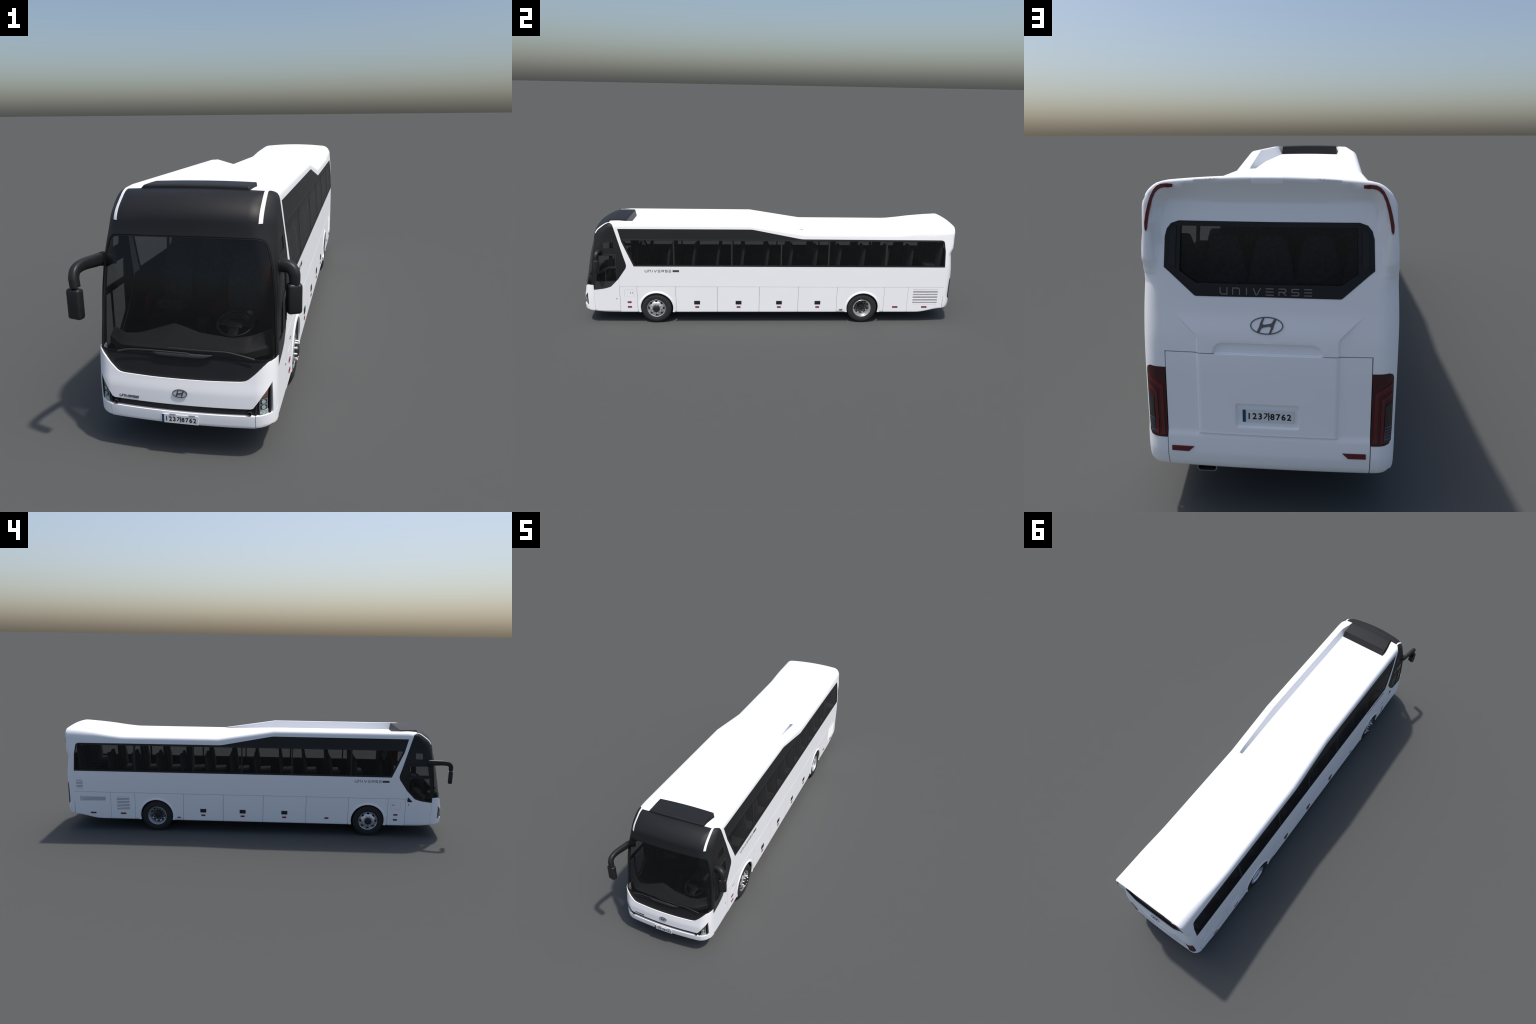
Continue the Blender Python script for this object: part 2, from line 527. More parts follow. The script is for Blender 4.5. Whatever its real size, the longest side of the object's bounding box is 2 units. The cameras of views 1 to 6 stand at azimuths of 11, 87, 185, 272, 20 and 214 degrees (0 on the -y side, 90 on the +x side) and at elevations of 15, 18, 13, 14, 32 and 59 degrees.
CAB_EDGE = [(-.7365, .327), (-.7365, .316), (-.741, .3045), (-.780, .2485), (-.8215, .2055), (-.842, .1985), (-.8635, .1935), (-.9085, .188)]
PILLAR_EDGE = [(-.797, SHOULDER[0][1]), (-.7855, .497), (-.771, .4475), (-.754, .388), (-.739, .338)]
BAND = [(-.7725, .5155), (-.7545, .4475), (-.6972, .3178), (.9490, .3178), (.9440, .4075), (.9345, .456), (.9285, .4625),
        (.918, .4655), (.20, .4668), (.180, .4672), (.164, .4695), (-.068, .5137), (-.085, .5162), (-.10, .5165)]
BELT = .2050
HX = [-.7778, -.6875, -.4842, -.2655, -.0420, .1672, .3765, .6330, .7622, Y_REAR + GAP]
WHEEL_Y = (-.5905, .5175)
ARCH_Y = (-.5862, .5185)
ARCH_Z, ARCH_R = .0835, .0858

for sg in (1, -1):
    ch = SIDE[sg]
    # upper side panel with the pillar, round the window band
    outer = [(-.7778, BELT + GAP), (.9525, BELT + GAP), (Y_REAR, BELT + GAP)]
    outer += [(Y_REAR, z) for z in np.linspace(.22, SHOULDER[-1][1], 20)[1:-1]]
    outer += SHOULDER[::-1] + PILLAR_EDGE[1:] + CAB_EDGE[:3] + [(-.7778, .2515)]
    holes = [BAND]
    if sg == -1:
        LV = (.9065, .2225, .9415, .2705)
        holes.append([(LV[0], LV[1]), (LV[2], LV[1]), (LV[2], LV[3]), (LV[0], LV[3])])
    panel('side_panel', ch, outer, 'white', holes=holes, h=(.03, .008), thick=.004,
          lines=[[(y, z - d) for y, z in SHOULDER[1:-1]] for d in (.0022, .0046, .0075, .0110)])

    # ---- lower flaps and wheel panels
    X = HX
    def arch_cut(yc):
        a0 = math.degrees(math.asin((.066 - ARCH_Z) / ARCH_R))
        return arc(yc, ARCH_Z, ARCH_R, 180 - a0, a0, 40)
    low = lambda y: float(bottom_z(np.array([y]))[0]) + .0032
    lows = lambda a, b: [(float(y), low(y)) for y in np.linspace(a, b, max(2, int(abs(b-a)/.02)))]
    louvers = []
    for i in range(len(X) - 1):
        a, b = X[i] + GAP, X[i+1] - GAP
        name = 'luggage_flap'
        holes = []
        if i == 1 or i == 6:
            yc = ARCH_Y[0 if i == 1 else 1]
            cut = arch_cut(yc)
            poly = [(a, BELT - GAP), (a, low(a))] + [(cut[0][0], low(a))] + cut + [(cut[-1][0], low(b))] + [(b, low(b)), (b, BELT - GAP)]
            name = 'wheel_arch_panel'
        else:
            poly = [(a, BELT - GAP)] + lows(a, b) + [(b, BELT - GAP)]
        if i == 0:
            name = 'service_panel'
            flap = rrect(-.7528, .1492, -.7028, .1885, .004)
            holes.append(flap)
        if sg == 1 and i == 8: louvers.append((.7905, .1060, .9268, .1905, 9))
        if sg == -1 and i == 8: louvers.append((.7890, .1570, .9262, .1810, 4))
        if sg == -1 and i == 7: louvers.append((.6625, .1085, .7305, .1810, 9))
        holes += [[(l[0], l[1]), (l[2], l[1]), (l[2], l[3]), (l[0], l[3])] for l in louvers[-1:] if a < l[0] < b]
        sill = [[(float(y), low(y) + d) for y in np.linspace(a + .0005, b - .0005, 24)] for d in (.0022, .0058)] if i not in (1, 6) else []
        panel(name, ch, poly, 'white', holes=holes, lines=sill, h=(.03, .012), thick=.004)
        if i == 0:
            g = Geo(); surface_piece(g, ch, inset(flap, .0007), h=(.02, .02), thick=.003, offset=-.0002)
            fl = g.build('filler_flap', M['white'])
            for yy in ((-.7222, -.7112) if sg == 1 else (-.7202, -.7118)):
                P = ch.at([(yy, .1716)])[0]
                g = Geo(); lathe(g, [(-.001, 0), (-.001, .0022), (.0012, .0020), (.0014, 0)], 14)
                o = g.build('flap_lock', M['hub'], fl, smooth_angle=40, loc=tuple(P))
    if sg == -1: louvers.append((LV[0], LV[1], LV[2], LV[3], 6))
    # ---- louvre slats: tilted blades in each opening
    for (y0, z0, y1, z1, n) in louvers:
        g = Geo(); p = (z1 - z0) / n
        for k in range(n):
            zc = z0 + p * (k + .5)
            Wc = float(half_width(np.array([zc]))[0]) * sg
            t = p - (.0042 if sg == 1 else .0026)
            box(g, (Wc - .0018 * sg, (y0 + y1) / 2, zc), (.0026, y1 - y0 + .001, t),
                R=Matrix.Rotation((-.10 if sg == 1 else .10), 3, 'Y'))
        finish_box(g, 'louvre_grille', 'white', bevel=.0004, seg=1)

    # ---- wheel arch lips
    for yc in ARCH_Y:
        g = Geo(); w = .1946
        a0 = math.asin((.0615 - ARCH_Z) / ARCH_R)
        angs = np.linspace(a0, math.pi - a0, 61)
        prof = [(.0975, -.0010, 0), (.0960, .0004, .35), (.0930, .0004, 1.7), (.0895, .0004, 2.9), (.0868, .0004, 3.2), (.0857, .0, 2.6), (.0853, -.0010, .6), (.0852, -.0042, 0)]
        V = []
        for a in angs:
            q = max(0., math.sin(a)) ** .8 * .95 + .05          # the flare dies out towards the sill
            for r, base, fl in prof:
                z = ARCH_Z + r * math.sin(a)
                V.append(((w + base + fl * .001 * q) * sg, yc + r * math.cos(a), max(z, .0604)))
        n = len(prof)
        Fc = [(i*n + k, (i+1)*n + k, (i+1)*n + k + 1, i*n + k + 1) for i in range(60) for k in range(n - 1)]
        if sg < 0: Fc = [f[::-1] for f in Fc]
        g.add(V, Fc); g.build('wheel_arch_lip', M['white'], smooth_angle=50)

    # ---- small fittings
    def fitting(name, mat, y0, z0, y1, z1, proud, r=.0015, bev=.0008, depth=.004):
        zc = (z0 + z1) / 2
        Wc = float(half_width(np.array([zc]))[0]) * sg
        g = Geo(); box(g, (Wc + sg * (proud - depth / 2), (y0 + y1) / 2, zc), (depth, abs(y1 - y0), z1 - z0))
        return finish_box(g, name, mat, bevel=bev)
    handles = [-.3732, -.1522, .0648, .2725] if sg == 1 else [-.1538, .0648, .2722]
    for yc in handles:
        fitting('flap_handle', 'plastic', yc - .0156, .1062, yc + .0156, .1258, .0022, bev=.0015)
    marks = [(yc, .0907, .0105) for yc in handles] + [(-.7293, .0915, .0108), (-.7293, .1188, .0106), (.6970, .0910, .0150), (.8575, .0910, .0150)]
    if sg == -1: marks.append((-.3738, .0920, .0106))
    for yc, zc, hw in marks:
        fitting('marker_lamp', 'red', yc - hw, zc - .0042, yc + hw, zc + .0042, .0018, bev=.0012)
    # oval side lamp
    g = Geo(); V = []; nA, nB = 20, 6
    for j in range(nB + 1):
        b = math.pi / 2 * j / nB
        for i in range(nA):
            a = 2 * math.pi * i / nA
            V.append((sg * (.1940 + .0042 * math.sin(b)), .4010 + .0110 * math.cos(b) * math.cos(a), .0758 + .0046 * math.cos(b) * math.sin(a)))
    Fc = [(j*nA + i, j*nA + (i+1) % nA, (j+1)*nA + (i+1) % nA, (j+1)*nA + i) for j in range(nB) for i in range(nA)]
    if sg < 0: Fc = [f[::-1] for f in Fc]
    g.add(V, Fc); g.build('side_lamp', M['darkrim'], smooth_angle=60)

    # ---- window band: opaque border, panes, pillars
    GL_B, GL_T = .3262, .4560
    PANE = [(-.7480, GL_T), (-.6905, GL_B), (.9425, GL_B), (.9395, .405), (.9305, .4510), (.9265, GL_T)]
    panel('window_band', ch, inset(BAND, .0002), 'band', holes=[PANE], h=(.03, .008), thick=.004, offset=.0002)
    posts = [-.4885, -.1875, .0715, .3222, .6285]
    edges = [-.75] + posts + [.945]
    for k in range(len(edges) - 1):
        a, b = edges[k], edges[k+1]
        if k == 0: poly = [(-.7480, GL_T), (-.6905, GL_B), (b - .0036, GL_B), (b - .0036, GL_T)]
        elif k == len(edges) - 2: poly = [(a + .0036, GL_T), (a + .0036, GL_B)] + PANE[2:]
        else: poly = [(a + .0036, GL_T), (a + .0036, GL_B), (b - .0036, GL_B), (b - .0036, GL_T)]
        panel('side_window', ch, poly, 'glass', h=(.05, .02), thick=0., offset=-.0010)
    for k, p in enumerate(posts):
        hw = .0036 if k < 4 else .0048
        panel('window_post', ch, [(p - hw, GL_B - .001), (p + hw, GL_B - .001), (p + hw, GL_T + .001), (p - hw, GL_T + .001)], 'frame',
              h=(.02, .012), thick=.006, offset=-.0006)
    # pale line along the top of the panes, and a thin one along the bottom
    panel('window_rail', ch, [(-.7500, .4585), (.9255, .4582), (.9240, .4622), (-.7512, .4632)], 'frame', h=(.04, .01), thick=.002, offset=.0006)
    panel('window_rail', ch, [(-.6900, .3215), (.9435, .3212), (.9433, .3245), (-.6912, .3248)], 'frame', h=(.04, .01), thick=.002, offset=.0005)

    # ---- dark lining inside the lower walls (fills panel gaps and louvres)
    cutA = arc(ARCH_Y[0], ARCH_Z, .100, 194, -14, 24); cutB = arc(ARCH_Y[1], ARCH_Z, .100, 194, -14, 24)
    poly = [(-.905, .083)] + cutA[:] + cutB[:] + [(.80, .066), (.955, .10), (.955, .3225), (-.735, .3225), (-.79, .2400), (-.83, .200), (-.905, .190)]
    panel('inner_wall', ch, poly, 'lining', h=(.06, .03), thick=.002, offset=-.0065)

# ================================================================== CAB SIDES
CAB_FRONT = [(-.9085, .2145), (-.9040, .2500), (-.9005, .3000), (-.8965, .3600), (-.8915, .4000), (-.8850, .4220), (-.8760, .4430), (-.8640, .4565), (-.8460, .4640)]
CAB_TOP = [(-.7770, .4655)]
def cab_outline():
    return [CAB_EDGE[-1]] + CAB_FRONT + CAB_TOP + [(-.771, .4475), (-.754, .388), (-.739, .338)] + CAB_EDGE[:-1]
for sg in (1, -1):
    ch = SIDE[sg]
    if sg == 1:
        pane_up = [(-.8490, .4148), (-.7975, .4148), (-.7962, .4445), (-.8480, .4445)]
        panes = [[(-.8930, .2370), (-.8460, .2370), (-.8440, .2930), (-.8390, .3060), (-.8300, .3160), (-.7922, .3190), (-.7912, .3742), (-.8745, .3757), (-.8800, .3400)],
                 [(-.8420, .2370), (-.7960, .2370), (-.7890, .2470), (-.7890, .3070), (-.8290, .3070), (-.8370, .3020), (-.8405, .2930)]]
    else:
        pane_up = [(-.8480, .4145), (-.8117, .4148), (-.8107, .4455), (-.8450, .4440)]
        panes = [[(-.8850, .3320), (-.7868, .3300), (-.7864, .3769), (-.8765, .3785)],
                 [(-.9035, .1960), (-.8590, .2015), (-.8590, .3152), (-.8885, .3157), (-.8975, .2560)],
                 [(-.8560, .2025), (-.8250, .2125), (-.7895, .2480), (-.7875, .3152), (-.8560, .3152)]]
    panel('cab_side', ch, cab_outline(), 'band', holes=[pane_up] + panes, h=(.012, .012), thick=.004, offset=.0002)
    for p in [pane_up] + panes:
        panel('cab_window', ch, inset(p, -.0005), 'glass', h=(.02, .02), thick=0, offset=-.0012)
    if sg == 1:
        g = Geo()          # sliding-window frame
        strips = [[(-.8770, .3765), (-.7850, .3752), (-.7850, .3838), (-.8785, .3850)],
                  [(-.7912, .3752), (-.7850, .3752), (-.7868, .2440), (-.7890, .2470)],
                  [(-.8460, .2370), (-.8420, .2370), (-.8405, .2930), (-.8370, .3020), (-.8290, .3070), (-.7895, .3070), (-.7900, .3190), (-.8300, .3160), (-.8390, .3060), (-.8440, .2930)]]
        for s in strips: surface_piece(g, ch, s, h=(.02, .02), offset=.0010, thick=.0025)
        g.build('sliding_window_frame', M['frame'])
        g = Geo()
        surface_piece(g, ch, [(-.9070, .1890), (-.8635, .1945), (-.8420, .1995), (-.8225, .2065), (-.7970, .2320), (-.7980, .2350), (-.8990, .2350)], h=(.02, .02), offset=.0009, thick=.001)
        g.build('grey_lower_pane', M['smoke'])
    else:
        g = Geo()
        strips = [[(-.7845, .3790), (-.7775, .3800), (-.7772, .2530), (-.7835, .2590)],
                  [(-.8820, .3840), (-.7775, .3830), (-.7775, .3905), (-.8830, .3915)]]
        for s in strips: surface_piece(g, ch, s, h=(.02, .02), offset=.0010, thick=.0025)
        g.build('door_window_frame', M['black'])
    # white lower cab side / door
    poly = [(-.7778 - GAP, .2495), (-.7778 - GAP, .0608)] + [(float(y), float(bottom_z(np.array([y]))[0]) + .0032) for y in np.linspace(-.785, -.9105, 10)]
    poly += [(-.9105, .1883)] + CAB_EDGE[::-1][0:5]
    seen = [];
    for q in poly:
        if not seen or np.hypot(q[0]-seen[-1][0], q[1]-seen[-1][1]) > 1e-5: seen.append(q)
    nm = 'cab_lower_panel' if sg == 1 else 'entrance_door'
    seen = [q for q in seen if q[0] <= -.7778]
    panel(nm, ch, seen, 'white', h=(.012, .012), thick=.004)
    if sg == 1:
        P = ch.at([(-.7952, .138)])[0]
        g = Geo(); lathe(g, [(-.001, 0), (-.001, .0026), (.0010, .0023), (.0012, 0)], 16)
        g.build('door_lock', M['hub'], loc=tuple(P), smooth_angle=40)
    else:
        P = ch.at([(-.7935, .1744)])[0]
        g = Geo(); lathe(g, [(.001, 0), (.001, .0030), (-.0010, .0027), (-.0012, 0)], 16)
        g.build('door_lock', M['hub'], loc=tuple(P), smooth_angle=40)
        tri = spline([(-.7865, .2110), (-.7850, .2000), (-.7870, .1905), (-.7960, .1895), (-.8090, .1905), (-.8085, .1945), (-.7990, .2040), (-.7905, .2135), (-.7865, .2110)], 3)[:-1]
        panel('door_handle_cup', ch, [tuple(q) for q in tri], 'plastic', h=(.01, .01), offset=.0012, thick=.003)

# ================================================================== FRONT
WS_SIDE = [(-.9165, .2180), (-.9150, .2300), (-.9110, .2800), (-.9060, .3400), (-.8990, .4000), (-.8945, .4260)]
ws_half = ([(0., .2197)] + on_face(FRONT, [(.06, .2197), (.13, .2190), (.165, .2165)])
           + on_side(FRONT, [(-.9240, .2130), (-.9185, .2138)] + WS_SIDE[:])
           + on_face(FRONT, [(.1715, .4430), (.1670, .4510), (.1590, .4565), (.1480, .4585), (.08, .4604)]) + [(0., FRONT.inv(ROOF.at([(0, -.80)]))[0, 1])])
ws_top_t = on_face(FRONT, [(0.0001, .461)])[0][1]
ws_half[-1] = (0., ws_top_t)
WS = both(ws_half)
panel('windshield', FRONT, inset(WS, .0016), 'ws', h=(.012, .012), thick=0., offset=-.0016)
panel('windshield_seal', FRONT, inset(WS, .0001), 'seal', holes=[inset(WS, .0030)], h=(.012, .012), thick=.004, offset=-.0008)

# hood (white), black cowl above it, headlamps at its corners
HOOD_TOP = [(.06, .1727), (.125, .1740), (.1345, .1752), (.1405, .1780), (.1470, .1832), (.1690, .2030), (.1810, .2125)]
hood_top = [(0., .1725)] + on_face(FRONT, HOOD_TOP) + on_side(FRONT, [(-.9360, .2143), (-.9108, .2145)])
LAMP_IN = [(.1520, .1195), (.1560, .1250), (.1870, .1708)]
hood_poly = (hood_top + on_side(FRONT, [(-.9108, .17), (-.9108, .1022)]) + on_face(FRONT, [(.1890, .1022), (.1885, .1400), (.1872, .1712)])
             + on_face(FRONT, [(.1700, .1458), (.1560, .1252), (.1525, .1200), (.1470, .1178), (.06, .1178)]) + [(0., .1178)])
panel('hood', FRONT, both(hood_poly), 'white', h=(.010, .008), thick=.009, offset=.0012)
cowl = [(0., .2197)] + ws_half[1:6] + on_side(FRONT, [(-.9108, .2160)]) + hood_top[::-1]
panel('front_cowl', FRONT, both(cowl), 'black', h=(.012, .010), thick=.004, offset=-.0026)
panel('front_grille', FRONT, both([(0., .1240)] + on_face(FRONT, [(.1575, .1240), (.1575, .0990)]) + [(0., .0990)]), 'black', h=(.012, .010), thick=.003, offset=-.0060)
g = Geo()
for sx in (-1, 1):      # darker ducts in the grille
    surface_piece(g, FRONT, on_face(FRONT, [(sx*.075, .1095), (sx*.128, .1085), (sx*.125, .1150), (sx*.085, .1150)]), h=(.02, .02), offset=-.0052, thick=.002)
g.build('grille_duct', M['seal'])
# bumper
bz = lambda s: [(s, .0)]
bump_c = both([(0., .1008)] + on_face(FRONT, [(.06, .1008), (.12, .1010), (.1562, .1014), (.1562, .0745), (.12, .0745), (.06, .0748)]) + [(0., .0748)])
panel('front_bumper', FRONT, bump_c, 'white', h=(.012, .005), thick=.008, offset=.0020)
for sx in (-1, 1):
    c = on_face(FRONT, [(.1572, .1016), (.1750, .1020), (.1890, .1021)]) + on_side(FRONT, [(-.9108, .1021), (-.9108, .0722), (-.935, .0740)]) + on_face(FRONT, [(.1860, .0775), (.1750, .0755), (.1572, .0745)])
    panel('bumper_corner', FRONT, [(sx*a, b) for a, b in c], 'white', h=(.008, .005), thick=.010, offset=.0014)
    # headlamp
    hl = on_face(FRONT, [(.1545, .1020), (.1880, .1020), (.1878, .1400), (.1868, .1695), (.1700, .1445), (.1555, .1235)])
    lamp = panel('headlamp', FRONT, [(sx*a, b) for a, b in hl], 'seal', h=(.006, .006), thick=.003, offset=-.0050)
    def on_lamp(name, mat, pts, off, th=.003):
        q = on_face(FRONT, pts)
        panel(name, FRONT, [(sx*a, b) for a, b in q], mat, lamp, h=(.005, .005), thick=th, offset=off)
    on_lamp('turn_signal', 'amber', [(.1680, .1385), (.1815, .1385), (.1822, .1610), (.1800, .1600), (.1690, .1435)], -.0025)
    on_lamp('lamp_divider', 'plastic', [(.1838, .1030), (.1868, .1030), (.1866, .1640), (.1842, .1600)], -.0010, .005)
    on_lamp('lamp_divider', 'frame', [(.1560, .1032), (.1600, .1032), (.1600, .1270), (.1575, .1240)], -.0020, .004)
    for z0, z1 in ((.1258, .1372), (.1140, .1252)):
        on_lamp('led_module', 'clear', [(.1655, z0), (.1815, z0), (.1815, z1), (.1655, z1)], -.0032, .002)
        on_lamp('led_module', 'smoked_lens', [(.1672, z0 + .0016), (.1798, z0 + .0016), (.1798, z1 - .0016), (.1672, z1 - .0016)], -.0024, .002)
        on_lamp('led_lens', 'led', [(.1735 + .0040*math.cos(a), (z0+z1)/2 + .0036*math.sin(a)) for a in np.linspace(0, 2*math.pi, 13)[:-1]], -.0012, .003)
    on_lamp('fog_lens', 'led', [(.1660, .1040), (.1822, .1040), (.1822, .1128), (.1660, .1128)], -.0022)
    # parking sensor
    P = FRONT.at(on_face(FRONT, [(sx*.1450, .1078)]))[0]
    g = Geo(); lathe(g, [(0, .0022), (.0035, .0024), (.0052, .0034), (.0046, .0046), (.0020, .0050), (-.002, .0050)], 24)
    g.build('parking_sensor', M['frame'], loc=(P[0], P[1] + .003, P[2]), rot=(0, 0, -math.pi/2), smooth_angle=50)

# dome above the windshield with the A-pillars
xs_top = np.linspace(0, .1215, 6)
dome = ([(0., on_top(FRONT, [(0.0001, -.8195)])[0][1])] + on_top(FRONT, [(float(x), -.8195) for x in xs_top[1:]])
        + on_top(FRONT, [(.1400, -.8188), (.1570, -.8172), (.1640, -.8100)]) + on_side(FRONT, [(-.797, SHOULDER[0][1]), (-.7855, .497), (-.777, .4655)])
        + on_side(FRONT, [(-.8100, .4650)] + CAB_FRONT[::-1]) + on_side(FRONT, [(-.9108, .2150)])
        + ws_half[5:])
panel('front_dome', FRONT, both(dome), 'black', h=(.007, .006), thick=.005)
for sx in (-1, 1):
    zz = np.linspace(.4858, .5300, 9); tt = (zz - .4858) / .0442
    yy_ = np.linspace(-.8400, -.8120, 5)
    a = on_face(FRONT, [(.1515 + .0010*t, z) for z, t in zip(zz, tt)]) + on_top(FRONT, [(.1527, y) for y in yy_])
    b = on_face(FRONT, [(.1594 + .0002*t, z) for z, t in zip(zz, tt)]) + on_top(FRONT, [(.1598, y) for y in yy_])
    panel('white_trim_strip', FRONT, [(sx*u, v) for u, v in a + b[::-1]], 'white', h=(.006, .006), thick=.002, offset=.0009)

# ================================================================== ROOF
edge3d = SIDE[1].at(SHOULDER)
outer_half = [(float(p[0]), float(p[1])) for p in edge3d]
# continue along the rear corner to the lip
y2 = np.linspace(Y_REAR, .986, 18)[1:]
corner = [(y, float(shoulder_line(np.array([y]))[0])) for y in y2]
corner3d = SIDE[1].at(corner)
outer_half += [(float(p[0]), float(p[1])) for p in corner3d]
LIP_Y = .986
INNER = [(.1215, -.8195), (.1240, -.800), (.1400, -.742), (.1408, -.095), (.1405, .150), (.1385, .187)]
half = INNER[::-1] + [(.1400, -.8188), (.1570, -.8172), (.1640, -.8100)] + outer_half
roof_poly = half + [(-x, y) for x, y in half[::-1]]
edge_lines = [[(q * (x - d), y) for x, y in outer_half[1:-1]] for q in (-1, 1) for d in (.0015, .0035, .0062, .0100, .0150)]
panel('roof', ROOF, roof_poly, 'white', h=(.012, .012), thick=.004,
      lines=edge_lines + [[(-.165, .191), (.165, .191)], [(-.1395, -.095), (-.168, -.095)], [(.1395, -.095), (.168, -.095)]])

# sunk channel: floor and the inner walls of the rails
yy = np.concatenate([np.linspace(-.80, -.742, 6), np.linspace(-.70, .10, 17), np.linspace(.12, .187, 6)])
def rail_x(y): return float(np.interp(y, [-.8195, -.800, -.742, -.095, .150, .187], [.1215, .1240, .1400, .1408, .1405, .1385]))
def base_x(y): return float(np.interp(y, [-.80, -.73, -.095, .187], [.1190, .1235, .1245, .1225]))
g = Geo(); V = []; n = 13
for y in yy:
    for k in range(n):
        x = base_x(y) * (-1 + 2 * k / (n - 1))
        V.append((x, y, float(floor_z(y)) + .0022 * (1 - (x / .125) ** 2)))
Fc = [(i*n + k, i*n + k + 1, (i+1)*n + k + 1, (i+1)*n + k) for i in range(len(yy) - 1) for k in range(n - 1)]
g.add(V, Fc); floor_obj = g.build('roof_channel_floor', M['white'], smooth_angle=30)
for sx in (-1, 1):
    g = Geo(); V = []
    for y in yy:
        xt = rail_x(y); zt = float(ROOF.at([(xt * sx, y)])[0, 2])
        xb = base_x(y); zb = float(floor_z(y))
        V += [(xt * sx, y, zt), (xb * sx, y, zb), (xb * sx, y, zb - .004), (xt * sx, y, zt - .008 if zt - .008 > zb - .004 else zb - .004)]
    m = len(yy)
    Fc = []
    for i in range(m - 1):
        for k in range(3): Fc.append((i*4 + k, i*4 + k + 1, i*4 + 4 + k + 1, i*4 + 4 + k))
    if sx > 0: Fc = [f[::-1] for f in Fc]
    nw = np.array([(-.88 * sx, 0, .47)] * len(V)); nw[2::4] = (sx, 0, 0); nw[3::4] = (sx, 0, 0)  # normals bent inwards all along, so the nearly flat rear end shades dark
    g.add(V, Fc, nw); g.build('rail_inner_wall', M['white'])

# scoop above the dome
g = Geo(); n = 17
sect = [(-.8250, .5380, .1225), (-.8245, .5425, .1222), (-.8235, .5490, .1165), (-.8205, .5508, .1155), (-.800, .5510, .1160), (-.770, .5508, .1175), (-.7375, .5500, .1186), (-.7345, .5470, .1188), (-.7300, .5125, .1225), (-.745, .5085, .1225)]
V = []
for (y, z, hw) in sect:
    for k in range(n):
        u = -1 + 2 * k / (n - 1)
        V.append((hw * u, y + .004 * (1 - u*u) * (-1 if y < -.79 else .5), z + .0022 * (1 - u*u)))
Fc = [(i*n + k, i*n + k + 1, (i+1)*n + k + 1, (i+1)*n + k) for i in range(len(sect) - 1) for k in range(n - 1)]
for sx, kk in ((-1, 0), (1, n - 1)):
    side_loop = [i*n + kk for i in range(len(sect))]
    Fc.append(tuple(side_loop if sx < 0 else side_loop[::-1]))
g.add(V, Fc); g.build('roof_scoop', M['black'], smooth_angle=32)

# ================================================================== REAR
rear_top_half = [(0., float(REAR.inv(ROOF.at([(0.0001, LIP_Y)]))[0, 1]))]
lipx = np.linspace(0, corner3d[-1][0], 44)[1:]
rear_top_half += on_top(REAR, [(float(x), LIP_Y) for x in lipx])
rear_top_half += [tuple(q) for q in REAR.inv(corner3d[::-1][1:])]
rear_top_half += on_side(REAR, [(Y_REAR, SHOULDER[-1][1])])
LAMP = [(.1556, .2545), (.1805, .2548), (.1860, .2515), (.1878, .2460), (.1882, .1600), (.1872, .1440), (.1840, .1395), (.1765, .1381), (.1568, .1381)]
lampc = on_face(REAR, LAMP)
FRAME = [(0, .4752), (.131, .4755), (.1425, .4715), (.149, .4635), (.1522, .452), (.1542, .407), (.1085, .3663), (.1055, .3655), (0, .3664)]
FR = on_face(REAR, FRAME); FR[0] = (0., FR[0][1]); FR[-1] = (0., FR[-1][1])
side_down = on_side(REAR, [(Y_REAR, float(z)) for z in np.linspace(SHOULDER[-1][1], BELT, 40)[1:]])
LID_X, LID_T = .1550, .2800
# upper rear panel: everything above the engine lid and outside it down to the tail lamps
up = rear_top_half + side_down + on_side(REAR, [(Y_REAR, .1545)])
lamp_out = [lampc[4]]
up += [on_face(REAR, [(.1882, .1545)])[0]] + lampc[4:1:-1] + [lampc[1]] + on_face(REAR, [(LID_X + GAP, .2545), (LID_X + GAP, LID_T + GAP), (.10, LID_T + GAP), (.05, LID_T + GAP)]) + [(0., LID_T + GAP)]
def off_lines(poly, ds):
    out = []
    for d in ds:
        q = inset(poly, d); out.append(q + [q[0]])
    return out
panel('rear_panel', REAR, both(up), 'white', holes=[both(FR)], h=(.0055, .0045), thick=.004,
      lines=off_lines(HANDLE, (.0001, .0013, .0025)) + off_lines(LID_FACE, (-.0021, -.0007, .0007))
      + [[(q * a * (1 - d / .19), b - d * .8) for a, b in rear_top_half[6:]] for q in (-1, 1) for d in (.002, .0045, .0075, .011, .016)]
      + [[(q*.157, z), (q*.186, z)] for q in (-1, 1) for z in (.3950, .3966, .4045, .4170)])
lid = [(0., LID_T - GAP)] + on_face(REAR, [(.05, LID_T - GAP), (.10, LID_T - GAP), (LID_X - GAP, LID_T - GAP), (.1555 - GAP, .20), (.1560 - GAP, .0868), (.10, .0864), (.05, .0862)]) + [(0., .0862)]
panel('engine_lid', REAR, both(lid), 'white', h=(.006, .0045), thick=.004,
      lines=off_lines(PLATE_WELL, (.0001, .0016, .0031)) + [[(x, .151), (x, .278)] for x in (-.1070, -.1058, -.1044, .1044, .1058, .1070)]
      + [[(-.104, z), (.104, z)] for z in (.1472, .1484, .1498)])
